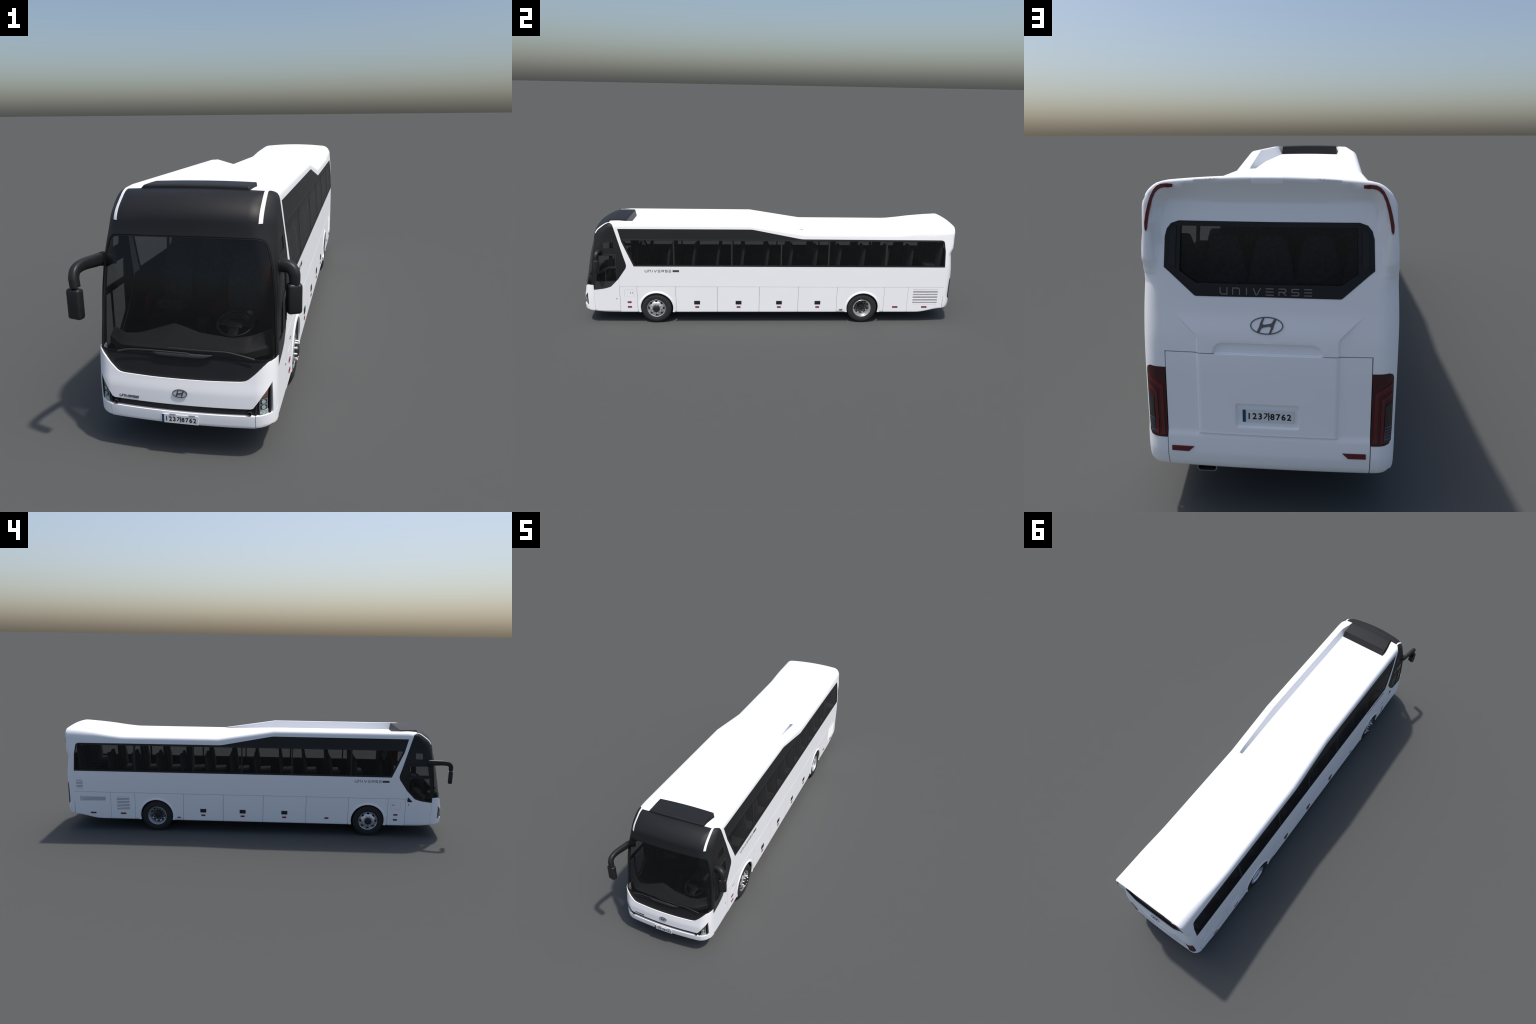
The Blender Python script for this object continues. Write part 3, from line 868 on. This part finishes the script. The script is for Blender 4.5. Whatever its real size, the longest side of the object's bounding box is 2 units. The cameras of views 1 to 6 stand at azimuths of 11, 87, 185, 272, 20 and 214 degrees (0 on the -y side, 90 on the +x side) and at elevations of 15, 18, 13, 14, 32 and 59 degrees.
# lower corner pieces beside the lid
for sx in (-1, 1):
    c = on_face(REAR, [(.1560 + GAP, .1376), (.1765, .1376), (.1842, .1388), (.1880, .1440), (.1884, .1545)]) + on_side(REAR, [(Y_REAR + .0013, .1540), (Y_REAR + .0013, .0850), (.965, .0865)]) + on_face(REAR, [(.1860, .0925), (.1780, .0885), (.1560 + GAP, .0870)])
    panel('rear_bumper_corner', REAR, [(sx*a, b) for a, b in c], 'white', h=(.006, .006), thick=.004)
    # strip between side flap and corner
    lamp = panel('tail_lamp', REAR, [(sx*a, b) for a, b in lampc], 'dred', h=(.005, .006), thick=.004, offset=.0004)
    def on_tail(name, mat, pts, off=.0012, th=.0012):
        panel(name, REAR, [(sx*a, b) for a, b in on_face(REAR, pts)], mat, lamp, h=(.004, .006), thick=th, offset=off)
    on_tail('lamp_bar', 'bred', [(.1603, .1425), (.1658, .1425), (.1657, .2188), (.1855, .2330), (.1852, .2390), (.1601, .2240)])
    on_tail('lamp_bar', 'bred', [(.1703, .1425), (.1754, .1425), (.1748, .2100), (.1855, .2177), (.1853, .2243), (.1700, .2138)])
    on_tail('smoked_segment', 'smoked_lens', [(.1764, .1686), (.1858, .1686), (.1856, .2080), (.1759, .2022)])
    on_tail('reversing_segment', 'dim_clear', [(.1764, .1430), (.1853, .1430), (.1858, .1682), (.1764, .1682)])
    for k in range(5):
        z = .1440 + .0049 * k
        on_tail('lens_rib', 'smoked_lens', [(.1774, z), (.1850, z + .0008), (.1850, z + .0024), (.1774, z + .0016)], .0019, .0008)
    refl = on_face(REAR, [(.1495, .1247), (.1142, .1250), (.1230, .1165), (.1497, .1166)])
    panel('rear_reflector', REAR, [(sx*a, b) for a, b in refl], 'bred', h=(.01, .01), thick=.003, offset=.0014)
    strip = on_face(REAR, [(.1335, .5298), (.1425, .5304), (.1510, .5296), (.1570, .5266), (.1618, .5213), (.1665, .5128), (.1710, .5010), (.1745, .4880), (.1772, .4740), (.1773, .4650), (.1760, .4615), (.1738, .4660), (.1714, .4800), (.1681, .4945), (.1645, .5065), (.1602, .5162), (.1560, .5208), (.1516, .5236), (.1440, .5255), (.1345, .5262)])
    panel('visor_lamp_strip', REAR, [(sx*a, b) for a, b in strip], 'bred', h=(.003, .003), thick=.003, offset=.0014)

# rear window
PANE = mirror_poly([(0, .4678), (.1280, .4680), (.1308, .4025), (.1065, .3850), (0, .3850)])
pane = on_face(REAR, PANE)
panel('rear_window_frame', REAR, both([(a, b) for a, b in FR]), 'black', holes=[pane], h=(.012, .008), thick=.006, offset=.0006)
panel('rear_window', REAR, pane, 'glass', h=(.03, .02), thick=0., offset=-.0030)
for sx in (-1, 1):
    v = on_face(REAR, [(.1340, .4675), (.1395, .4650), (.1440, .4590), (.1460, .4135), (.1372, .4066), (.1355, .4400)])
    panel('frame_vent', REAR, [(sx*a, b) for a, b in v], 'band', h=(.01, .01), thick=.002, offset=.0018)

# ------------------------------------------------------------------ lettering, badges, plates
GLYPH = {   # strokes on a unit cell
    'U': [[(0, 1), (0, .22), (.2, 0), (1, 0), (1, 1)]],
    'N': [[(0, 0), (0, 1), (.8, 1), (1, .78), (1, 0)]],
    'I': [[(.5, 0), (.5, 1)]],
    'V': [[(0, 1), (.35, 0), (.5, 0), (1, 1)]],
    'E': [[(0, 1), (1, 1)], [(0, .5), (1, .5)], [(0, 0), (1, 0)]],
    'R': [[(0, 0), (0, .5), (.85, .5), (1, .65), (1, .85), (.85, 1), (0, 1)], [(.55, .5), (1, 0)]],
    'S': [[(1, 1), (.1, 1), (0, .9), (0, .6), (.1, .5), (.9, .5), (1, .4), (1, .1), (.9, 0), (0, 0)]],
}
def strokes(word, w, h, gap, t, slant=0.):
    """list of stroke quads for a word, origin at its lower left"""
    out = []; x = 0.
    for c in word:
        cw = w * (.35 if c == 'I' else 1.)
        for L in GLYPH[c]:
            P = [np.array([x + p[0]*cw + slant*p[1]*h, p[1]*h]) for p in L]
            for a, b in zip(P[:-1], P[1:]):
                d = (b - a) / np.linalg.norm(b - a); n = np.array([-d[1], d[0]]) * t / 2; e = d * t * .42
                out.append([a - e - n, b + e - n, b + e + n, a - e + n])
        x += cw + gap
    return out, x - gap

def lettering(name, mat, chart, quads, place, offset=.0006):
    g = Geo()
    for q in quads:
        surface_piece(g, chart, [place(*p) for p in q], h=(.02, .02), offset=offset, thick=.0008)
    o = g.build(name, M[mat]); return o

# sides
for sg in (1, -1):
    q, L = strokes('UNIVERSE', .0112, .0112, .0070, .0021)
    k = .1345 / L
    if sg == 1: pl = lambda a, b: (-.6401 + a * k, .2876 + b)
    else: pl = lambda a, b: (-.5117 - a * k, .2893 + b)
    lettering('side_lettering', 'ink', SIDE[sg], q, pl)
    if sg == 1: bar = [(-.4970, .2880), (-.4636, .2880), (-.4636, .2985), (-.4970, .2985)]
    else: bar = [(-.6518, .2900), (-.6867, .2900), (-.6867, .3003), (-.6518, .3003)]
    panel('side_badge', SIDE[sg], bar, 'ink', h=(.02, .02), offset=.0007, thick=.001)
# rear window frame lettering
q, L = strokes('UNIVERSE', .0105, .0092, .0088, .0016)
k = .1338 / L
lettering('rear_lettering', 'beige', REAR, q, lambda a, b: on_face(REAR, [(.0695 - a * k, .3698 + b)])[0], .0012)
# front lettering
q, L = strokes('UNIVERSE', .0050, .0042, .0009, .0010, .25)
k = .0435 / L
lettering('front_lettering', 'badge', FRONT, q, lambda a, b: on_face(FRONT, [(-.1352 + a * k, .1232 + b)])[0], .0020)

def badge(name, chart, X0, z0, a, b, ring, offset, fill):
    """oval badge with a slanted letter inside"""
    th = np.linspace(0, 2*math.pi, 41)[:-1]
    o_ = [(X0 + a*math.cos(t), z0 + b*math.sin(t)) for t in th]
    i_ = [(X0 + (a-ring)*math.cos(t), z0 + (b-ring)*math.sin(t)) for t in th]
    g = Geo()
    surface_piece(g, chart, on_face(chart, o_), holes=[on_face(chart, i_)], h=(.01, .01), offset=offset, thick=.0016)
    s = -1 if chart is REAR else 1      # reading direction
    def up(u, w): return (X0 + s * u * a, z0 + w * b)
    half_h = [(-.60, -.76), (-.47, -.86), (-.30, -.30), (-.16, -.20), (.20, -.08), (.16, .06), (-.14, .02), (-.27, .22), (-.12, .96), (-.23, .93), (-.40, .30), (-.45, -.10)]
    stem = [up(*p) for p in half_h]
    stem2 = [up(-p[0], -p[1]) for p in half_h]
    for st in (stem, stem2):
        surface_piece(g, chart, on_face(chart, st), h=(.01, .01), offset=offset, thick=.0016)
    o = g.build(name, M['badge'])
    panel('badge_plate', chart, on_face(chart, i_), fill, o, h=(.01, .01), offset=offset - .0009, thick=.0008)
badge('front_badge', FRONT, .0008, .1437, .0158, .0088, .0014, .0036, 'silver')
badge('rear_badge', REAR, .0005, .3250, .0243, .0127, .0015, .0012, 'white')

def number_plate(X0, z0, y, face, w=.079, h=.0200):
    g = Geo(); box(g, (X0, y, z0), (w, .0020, h))
    pl = finish_box(g, 'number_plate', 'plate', bevel=.0004, seg=1)
    s = -face                      # reading direction along X (face -1 looks forward)
    yo = y + face * .0010
    def tp(u, v): return (X0 + s * u, yo, z0 + v)
    def piece(name, mat, polys, d=.0004):
        g = Geo()
        for p in polys: extrude_poly(g, p, tp, (0, face, 0), d)
        return g.build(name, M[mat], pl)
    piece('plate_band', 'blue', [[(-w/2 + .0002, -h/2 + .0002), (-w/2 + .0050, -h/2 + .0002), (-w/2 + .0050, h/2 - .0002), (-w/2 + .0002, h/2 - .0002)]])
    # digits from the built-in font, the syllable from strokes
    polys = []
    def text(txt, x0, size):
        cu = bpy.data.curves.new('digits', 'FONT'); cu.body = txt; cu.size = size; cu.space_character = 1.22
        cu.resolution_u = 3; cu.offset = .00030
        ob = bpy.data.objects.new('digits', cu); bpy.context.scene.collection.objects.link(ob)
        dg = bpy.context.evaluated_depsgraph_get(); me = ob.evaluated_get(dg).to_mesh()
        V = np.array([v.co[:] for v in me.vertices]); Fc = [tuple(p.vertices) for p in me.polygons]
        ob.evaluated_get(dg).to_mesh_clear(); bpy.data.objects.remove(ob); bpy.data.curves.remove(cu)
        return V + np.array([x0, 0, 0]), Fc
    g = Geo()
    size = .0138; zb = -.0048
    for txt, x0 in (('123', -.0325), ('8762', .0030)):
        V, Fc = text(txt, x0, size)
        P = np.array([(X0 + s*v[0], yo + face*.0003, z0 + zb + v[1]) for v in V])
        Fc2 = []
        a, b, c = (P[i] for i in Fc[0][:3])
        nrm = np.cross(b - a, c - a)
        if nrm[1] * face < 0: Fc = [f[::-1] for f in Fc]
        k = len(P)
        E = {}
        for f in Fc:
            for i in range(len(f)): E[(f[i], f[(i+1) % len(f)])] = 1
        walls = [(b_, a_, a_ + k, b_ + k) for (a_, b_) in E if (b_, a_) not in E]
        g.add(np.concatenate([P, P - np.array([0, face*.0006, 0])]), list(Fc) + walls)
    def bar(a, b, t=.0015):
        a = np.array(a); b = np.array(b); d = (b-a)/np.linalg.norm(b-a); n = np.array([-d[1], d[0]])*t/2
        extrude_poly(g, [tuple(a-n), tuple(b-n), tuple(b+n), tuple(a+n)], tp, (0, face, 0), .0004)
    bar((-.0062, .0046), (-.0014, .0046)); bar((-.0016, .0050), (-.0024, .0010)); bar((-.0024, .0012), (-.0064, -.0036))
    bar((.0008, .0062), (.0008, -.0062)); bar((.0008, .0004), (.0026, .0004))
    g.build('plate_number', M['seal'], pl)
    return pl
yfp = float(FRONT.at([(0., .0862)])[0, 1])
number_plate(-.0002, .0862, yfp - .0040, -1)
yrp = float(REAR.at([(0., .181)])[0, 1])
number_plate(-.0012, .1803, yrp + .0012, 1, .0785, .0205)
# plate mounting clips at the front
g = Geo()
for x in (-.016, .026): box(g, (x, yfp - .0052, .0968), (.014, .0016, .0012))
finish_box(g, 'plate_clip', 'chrome', bevel=.0003, seg=1)

# exhaust
g = Geo()
prof_o = rrect(.0815, .0755, .1140, .0893, .0062, 5); prof_i = rrect(.0835, .0772, .1120, .0876, .0048, 5)
n = len(prof_o)
def ringp(p, y): return [(x, y, z) for x, z in p]
V = ringp(prof_o, .93) + ringp(prof_o, .9868) + ringp(prof_i, .9872) + ringp(prof_i, .955)
Fc = [(j*n + i, j*n + (i+1) % n, (j+1)*n + (i+1) % n, (j+1)*n + i) for j in range(3) for i in range(n)]
g.add(V, [f[::-1] for f in Fc]); ex = g.build('exhaust_tip', M['steel'], smooth_angle=40)
g = Geo(); g.add(ringp(prof_i, .9560), [tuple(range(n))]); g.add(ringp(prof_i, .9555), [tuple(range(n))[::-1]])
g.build('exhaust_bore', M['under'], ex)
# rear bottom valance
g = Geo(); surface_piece(g, REAR, both([(0., .0925)] + on_face(REAR, [(.10, .0925), (.1540, .0925), (.1540, .0840), (.10, .0825)]) + [(0., .0825)]), h=(.015, .006), offset=-.0012, thick=.004)
g.build('rear_valance', M['white'])

# ================================================================== WHEELS
def build_wheel(front):
    parts = []
    R = .0810
    g = Geo()
    tw = .0235
    prof = [(.0, .0490), (-.0035, .0500), (.0035 - .004, .0520)]
    tyre = [(-2*tw + .004, .0500), (-2*tw - .001, .0560), (-2*tw - .0015, .0660), (-2*tw + .001, .0745), (-2*tw + .005, .0792), (-2*tw + .010, .0808),
            (-tw - .008, R), (-tw - .0074, R - .0022), (-tw - .0058, R - .0022), (-tw - .005, R), (-tw + .005, R), (-tw + .0058, R - .0022), (-tw + .0074, R - .0022), (-tw + .008, R),
            (-.010, .0808), (-.0045, .0790), (-.0012, .0742), (.0006, .0665), (.0008, .0600), (-.0002, .0550), (-.0012, .0525), (-.0010, .0510), (-.0022, .0492), (-.006, .0482)]
    lathe(g, tyre, 96)
    parts.append(('tyre', g, 'tyre', 35))
    if not front:
        g2 = Geo(); lathe(g2, [(x - .054, r) for x, r in tyre], 72); parts.append(('inner_tyre', g2, 'tyre', 35))
    g = Geo()
    if front:
        rim = [(-.040, .0465), (-.007, .0470), (-.0030, .0492), (-.0018, .0482), (-.0030, .0462), (-.0105, .0442), (-.0135, .0432), (-.0130, .0424), (-.0085, .0408), (-.0040, .0355), (-.0008, .0310), (.0006, .0275), (.0006, .0120)]
        lathe(g, rim, 80); parts.append(('rim', g, 'alloy', 40))
        g = Geo(); lathe(g, [(.0, .0185), (.0070, .0182), (.0092, .0165), (.0102, .0120), (.0108, .0118), (.0108, .0)], 40); parts.append(('hub_cap', g, 'hub', 40))
    else:
        rim = [(-.095, .0465), (-.006, .0468), (-.0020, .0492), (-.0008, .0482), (-.0020, .0465), (-.0080, .0450), (-.0090, .0440), (-.0160, .0434), (-.0170, .0424), (-.0240, .0410), (-.0330, .0385), (-.0350, .0330), (-.0350, .0100)]
        lathe(g, rim, 80); parts.append(('rim', g, 'alloy', 40))
        g = Geo(); lathe(g, [(-.0348, .0350), (-.0332, .0340), (-.0328, .0190), (-.0328, .0100)], 60); parts.append(('rim_disc', g, 'darkrim', 40))
        g = Geo(); lathe(g, [(-.0340, .0200), (-.0240, .0196), (-.0200, .0182), (-.0188, .0140), (-.0188, .0)], 40); parts.append(('hub_cap', g, 'hub', 40))
    return parts

def slot_mesh(front):
    """dark hand-hole of the rim as a raised-in oval"""
    g = Geo(); V = []; n = 16
    r0, x0, dr = (.0388, -.0066, .0032) if front else (.0372, -.0330, .0034)
    sl = (.0050 / .0053) if front else .25
    for k in range(n):
        a = 2*math.pi*k/n
        v = dr * math.copysign(abs(math.sin(a))**.8, math.sin(a)); u = .0068 * math.copysign(abs(math.cos(a))**.7, math.cos(a))
        V.append((x0 - sl * v + .0012, u, r0 + v))
    V2 = [(x - .004, y, z) for x, y, z in V]
    Fc = [tuple(range(n))[::-1]] + [(k, (k+1) % n, n + (k+1) % n, n + k) for k in range(n)]
    g.add(V + V2, Fc); return g
def nut_mesh():
    g = Geo(); lathe(g, [(-.002, .0030), (.0060, .0030), (.0068, .0024), (.0085, .0021), (.0090, .0)], 12); return g

for ai, yc in enumerate(WHEEL_Y):
    front = ai == 0
    data = None
    for sg in (1, -1):
        hub = bpy.data.objects.new('wheel', None); bpy.context.scene.collection.objects.link(hub); hub.parent = root
        hub.location = (.1925 * sg, yc, .0810)
        hub.rotation_euler = (0, 0, 0 if sg == 1 else math.pi)
        if data is None:
            data = []
            for nm, g, mt, ang in build_wheel(front):
                o = g.build(nm, M[mt], hub, smooth_angle=ang); data.append((nm, o.data))
            so = slot_mesh(front).build('rim_slot', M['under'], hub, smooth_angle=40); slot = so.data; bpy.data.objects.remove(so)
            no = nut_mesh().build('wheel_nut', M['nut' if front else 'hub'], hub, smooth_angle=40); nut = no.data; bpy.data.objects.remove(no)
        else:
            for nm, me in data: add_object(nm, me, hub)
        for k in range(8 if front else 10):
            a = 2*math.pi*k/(8 if front else 10)
            add_object('rim_slot', slot, hub, rot=(a, 0, 0))
        for k in range(10 if front else 10):
            a = 2*math.pi*(k + .5)/10
            r = .0248 if front else .0268
            add_object('wheel_nut', nut, hub, loc=((.0004 if front else -.0330), -r*math.sin(a), r*math.cos(a)))

# ================================================================== MIRRORS
def mirror_head(name, c, size, yaw, parent):
    g = Geo(); box(g, (0, 0, 0), size)
    o = finish_box(g, name, 'plastic', parent, bevel=min(size) * .30, seg=4, loc=c, rot=(0, 0, yaw))
    return o
# kerb side (-X): long arm reaching forward
g = Geo()
path = spline([(-.170, -.868, .3985), (-.190, -.880, .3990), (-.1985, -.912, .4005), (-.2060, -.950, .4020), (-.2085, -.974, .3975), (-.2080, -.9840, .3860), (-.2065, -.9862, .3740), (-.2055, -.9865, .3650)], 6)
nr = len(path); rr = [(.0100 - .0008 * min(1, i / 20), np.interp(i, [0, 10, 18, 24, 32, nr], [.0143, .0138, .0122, .0112, .0104, .0100])) for i in range(nr)]
tube(g, path, rr, 20, flat=(0, .0, 1.), power=3.2) if False else tube(g, path, [(b, a) for a, b in rr], 20, flat=(-1., .15, .0), power=3.0)
arm = g.build('mirror_arm', M['plastic'], smooth_angle=50)
g = Geo()
for s in (0, .5, 1):
    p = np.array([-.1905 - .0020*s, -.884 - .008*s, .3992]); q = p + np.array([-.0004, -.0016, 0.0])
    tube(g, [p, q], [(.0150, .0108)]*2, 20, flat=(-1., .15, 0), power=3.2)
g.build('arm_collar', M['plastic'], arm, smooth_angle=50)
mirror_head('mirror_head', (-.2080, -.9870, .3300), (.0322, .0190, .0645), -.22, root)
g = Geo(); box(g, (-.2068, -.9763, .3310), (.0270, .0014, .0570), R=Matrix.Rotation(-.22, 3, 'Z'))
finish_box(g, 'mirror_glass', 'mirror', bevel=.0005, seg=1)
# driver side (+X): short hooked arm
g = Geo()
path = spline([(.172, -.866, .3955), (.190, -.868, .3960), (.2060, -.8720, .3962), (.2165, -.8760, .3925), (.2225, -.8790, .3840), (.2240, -.8800, .3735), (.2240, -.8800, .3600)], 6)
nr = len(path)
tube(g, path, [(np.interp(i, [0, 10, 20, nr], [.0135, .0135, .0125, .0110]), np.interp(i, [0, 10, 20, nr], [.0125, .0125, .0120, .0105])) for i in range(nr)], 20, flat=(0, 1., 0.), power=2.6)
arm = g.build('mirror_arm', M['plastic'], smooth_angle=50)
g = Geo()
for s in range(4):
    p = np.array([.1875 + .0036*s, -.8680, .3960]); tube(g, [p, p + np.array([.0016, 0, 0])], [(.0142, .0133)]*2, 20, flat=(0, 1., 0), power=2.6)
g.build('arm_collar', M['plastic'], arm, smooth_angle=50)
mirror_head('mirror_head', (.2232, -.8808, .3300), (.0320, .0230, .0655), .42, root)
g = Geo(); box(g, (.2190, -.8692, .3300), (.0250, .0014, .0560), R=Matrix.Rotation(.42, 3, 'Z'))
finish_box(g, 'mirror_glass', 'mirror', bevel=.0005, seg=1)

# ================================================================== WIPERS
def wiper(pts, widths, name, off):
    g = Geo(); P = []
    for x, z in pts:
        q = FRONT.at(on_face(FRONT, [(x, z)]))[0]; n = grad(q[None])[0]; P.append(q + n * off)
    path = spline(P, 5); w = np.interp(np.linspace(0, 1, len(path)), np.linspace(0, 1, len(widths)), widths)
    tube(g, path, [(a, a * .55) for a in w], 10, flat=(0, -1, .2), power=2.6)
    return g.build(name, M['smoke'], smooth_angle=50)
wiper([(-.137, .2195), (-.110, .2262), (-.060, .2288), (-.010, .2285), (.020, .2275)], [.0022, .0016, .0016, .0018, .0020], 'wiper_arm', .0045)
wiper([(-.060, .2275), (-.045, .2240), (0., .2235), (.045, .2232), (.068, .2262)], [.0014, .0042, .0048, .0046, .0014], 'wiper_blade', .0030)
wiper([(-.026, .2372), (.02, .2362), (.06, .2352), (.096, .2345), (.125, .2290), (.1535, .2215)], [.0008, .0012, .0013, .0014, .0016, .0020], 'wiper_arm', .0040)

# ================================================================== UNDERSIDE AND INTERIOR
g = Geo()
for (x0, x1, y0, y1, z0, z1) in ((-.186, .186, -.475, .405, .068, .20), (-.186, .186, .630, .80, .068, .20), (-.186, .186, -.90, -.70, .082, .20),
                                (-.118, .118, -.72, .66, .075, .20), (-.05, .05, -.92, .93, .070, .16)):
    box(g, ((x0+x1)/2, (y0+y1)/2, (z0+z1)/2), (x1-x0, y1-y0, z1-z0))
box(g, (0, .878, .145), (.370, .165, .11))
box(g, (0, -.920, .112), (.270, .084, .050)); box(g, (0, -.912, .110), (.345, .050, .052))
finish_box(g, 'chassis', 'under', bevel=0)
g = Geo()      # axles
for yc in WHEEL_Y: tube(g, [(-.17, yc, .081), (.17, yc, .081)], [(.012, .012)]*2, 12, flat=(0, 0, 1))
g.build('axle', M['under'], smooth_angle=50)
g = Geo(); box(g, (0, .12, .206), (.376, 1.68, .012)); box(g, (0, -.80, .150), (.366, .17, .012))
box(g, (0, .963, .300), (.34, .010, .16))
finish_box(g, 'cabin_floor', 'lining', bevel=0)
g = Geo(); box(g, (0, -.32, .4935), (.340, .98, .006)); box(g, (0, .545, .4880), (.344, .77, .006))
for sx in (-1, 1):
    box(g, (sx*.150, .05, .4700), (.052, 1.46, .010))
finish_box(g, 'ceiling', 'lining', bevel=0)
g = Geo(); box(g, (0, .06, .2135), (.036, 1.50, .002)); finish_box(g, 'aisle_carpet', 'carpet', bevel=0)

# passenger seat: tapered back, headrest edge, cushion, side bolster
def seat_mesh():
    g = Geo()
    w = .0370
    def slab(rows, depth):
        V = []; n = 8
        for (y, z, hw, d) in rows:
            for k in range(n):
                a = 2*math.pi*(k + .5)/n
                V.append((hw*np.sign(math.cos(a))*abs(math.cos(a))**.35, y + d*np.sign(math.sin(a))*abs(math.sin(a))**.6, z))
        Fc = [(i*n + k, i*n + (k+1) % n, (i+1)*n + (k+1) % n, (i+1)*n + k) for i in range(len(rows)-1) for k in range(n)]
        Fc += [tuple(range(n))[::-1], tuple((len(rows)-1)*n + k for k in range(n))]
        g.add(V, Fc)
    slab([(-.002, .292, w*.96, .009), (.001, .330, w, .0100), (.005, .372, w*.98, .0098), (.009, .405, w*.82, .0085), (.012, .426, w*.66, .0075), (.0135, .438, w*.56, .006), (.014, .4405, w*.48, .004)], 0)
    # cushion
    rows = [(-.068, .0105), (-.066, .0145), (-.020, .0155), (.008, .013)]
    V = []; n = 8
    for y, hz in rows:
        for k in range(n):
            a = 2*math.pi*(k + .5)/n
            V.append((w*.97*np.sign(math.cos(a))*abs(math.cos(a))**.3, y, .296 + hz*np.sign(math.sin(a))*abs(math.sin(a))**.6 + (.004 if y < -.03 else 0)))
    Fc = [(i*n + k, (i+1)*n + k, (i+1)*n + (k+1) % n, i*n + (k+1) % n) for i in range(3) for k in range(n)]
    Fc += [tuple(range(n)), tuple(3*n + k for k in range(n))[::-1]]
    g.add(V, Fc)
    box(g, (0, -.025, .248), (.050, .050, .075))
    return g
seat0 = seat_mesh().build('passenger_seat', M['seat'], smooth_angle=50)
sm = seat0.data; bpy.data.objects.remove(seat0)
rows = [-.524 + .1288 * k for k in range(11)]
for y in rows:
    for x in (-.1365, -.0600, .0600, .1365):
        add_object('passenger_seat', sm, loc=(x, y + float(rng.uniform(-.002, .002)), -.033))
for x in (-.146, -.073, 0, .073, .146):
    add_object('passenger_seat', sm, loc=(x, .918, .008))
# driver seat and guide seat
add_object('driver_seat', sm, loc=(.088, -.752, -.052))
add_object('guide_seat', sm, loc=(-.105, -.660, -.060))

# dashboard
g = Geo()
xs = np.linspace(-.178, .178, 25); V = []; prof_n = 0
for x in xs:
    yf = float(FRONT.at([(float(np.clip(x, -.135, .135)), .235)])[0, 1]) + .005 + max(0, abs(x) - .135) * .9
    back = float(np.interp(x, [-.178, -.10, -.028, .03, .10, .178], [-.930, -.922, -.906, -.918, -.922, -.912]))
    top = float(np.interp(x, [-.178, -.10, -.028, .03, .10, .178], [.243, .249, .269, .256, .250, .261]))
    if back < yf + .026: back = yf + .026
    prof = [(yf, .2150), (yf + .0005, .2300), (yf + .012, .2350), (back - .006, top - .0015), (back, top), (back + .005, top - .012), (back + .012, .150)]
    V += [(x, y, z) for y, z in prof]
n = 7
Fc = [(i*n + k, (i+1)*n + k, (i+1)*n + k + 1, i*n + k + 1) for i in range(len(xs)-1) for k in range(n-1)]
Fc += [tuple(range(n)), tuple((len(xs)-1)*n + k for k in range(n))[::-1]]
g.add(V, Fc); g.build('dashboard', M['dash'], smooth_angle=50)
# steering wheel
wheel = bpy.data.objects.new('steering_wheel', None); bpy.context.scene.collection.objects.link(wheel); wheel.parent = root
wheel.location = (.0950, -.8720, .2620); wheel.rotation_euler = (math.radians(22), 0, 0)
g = Geo(); R0, r0 = .0385, .0030; V = []
for i in range(40):
    a = 2*math.pi*i/40
    for k in range(10):
        b = 2*math.pi*k/10; V.append(((R0 + r0*math.cos(b))*math.cos(a), (R0 + r0*math.cos(b))*math.sin(a), r0*math.sin(b)))
Fc = [(i*10 + k, ((i+1) % 40)*10 + k, ((i+1) % 40)*10 + (k+1) % 10, i*10 + (k+1) % 10) for i in range(40) for k in range(10)]
g.add(V, Fc); g.build('steering_rim', M['plastic'], wheel, smooth_angle=60)
g = Geo(); box(g, (0, .002, -.002), (.076, .014, .004)); box(g, (0, -.018, -.002), (.022, .034, .004)); box(g, (0, 0, -.002), (.034, .026, .008))
finish_box(g, 'steering_hub', 'plastic', wheel, bevel=.0012)
g = Geo(); box(g, (-.024, .006, .001), (.014, .007, .002)); box(g, (.024, .006, .001), (.014, .007, .002))
finish_box(g, 'steering_button', 'frame', wheel, bevel=.0006)
g = Geo(); tube(g, [(.095, -.872, .262), (.095, -.895, .200)], [(.006, .006)]*2, 10, flat=(1, 0, 0)); g.build('steering_column', M['plastic'], smooth_angle=60)
# partition behind the cab and curtains
g = Geo(); box(g, (.105, -.680, .315), (.130, .006, .19)); box(g, (-.120, -.630, .265), (.090, .006, .09))
finish_box(g, 'cab_partition', 'lining', bevel=0)
g = Geo(); box(g, (.166, -.770, .370), (.004, .060, .150)); box(g, (.120, -.700, .330), (.070, .004, .060)); box(g, (-.170, -.700, .235), (.004, .05, .05))
finish_box(g, 'cab_curtain', 'carpet', bevel=.001)
g = Geo(); box(g, (.015, -.840, .225), (.020, .030, .070)); finish_box(g, 'gear_console', 'plastic', bevel=.003)
g = Geo(); box(g, (0, -.815, .478), (.32, .11, .006)); finish_box(g, 'cab_ceiling', 'lining', bevel=0)

bpy.context.view_layer.update()
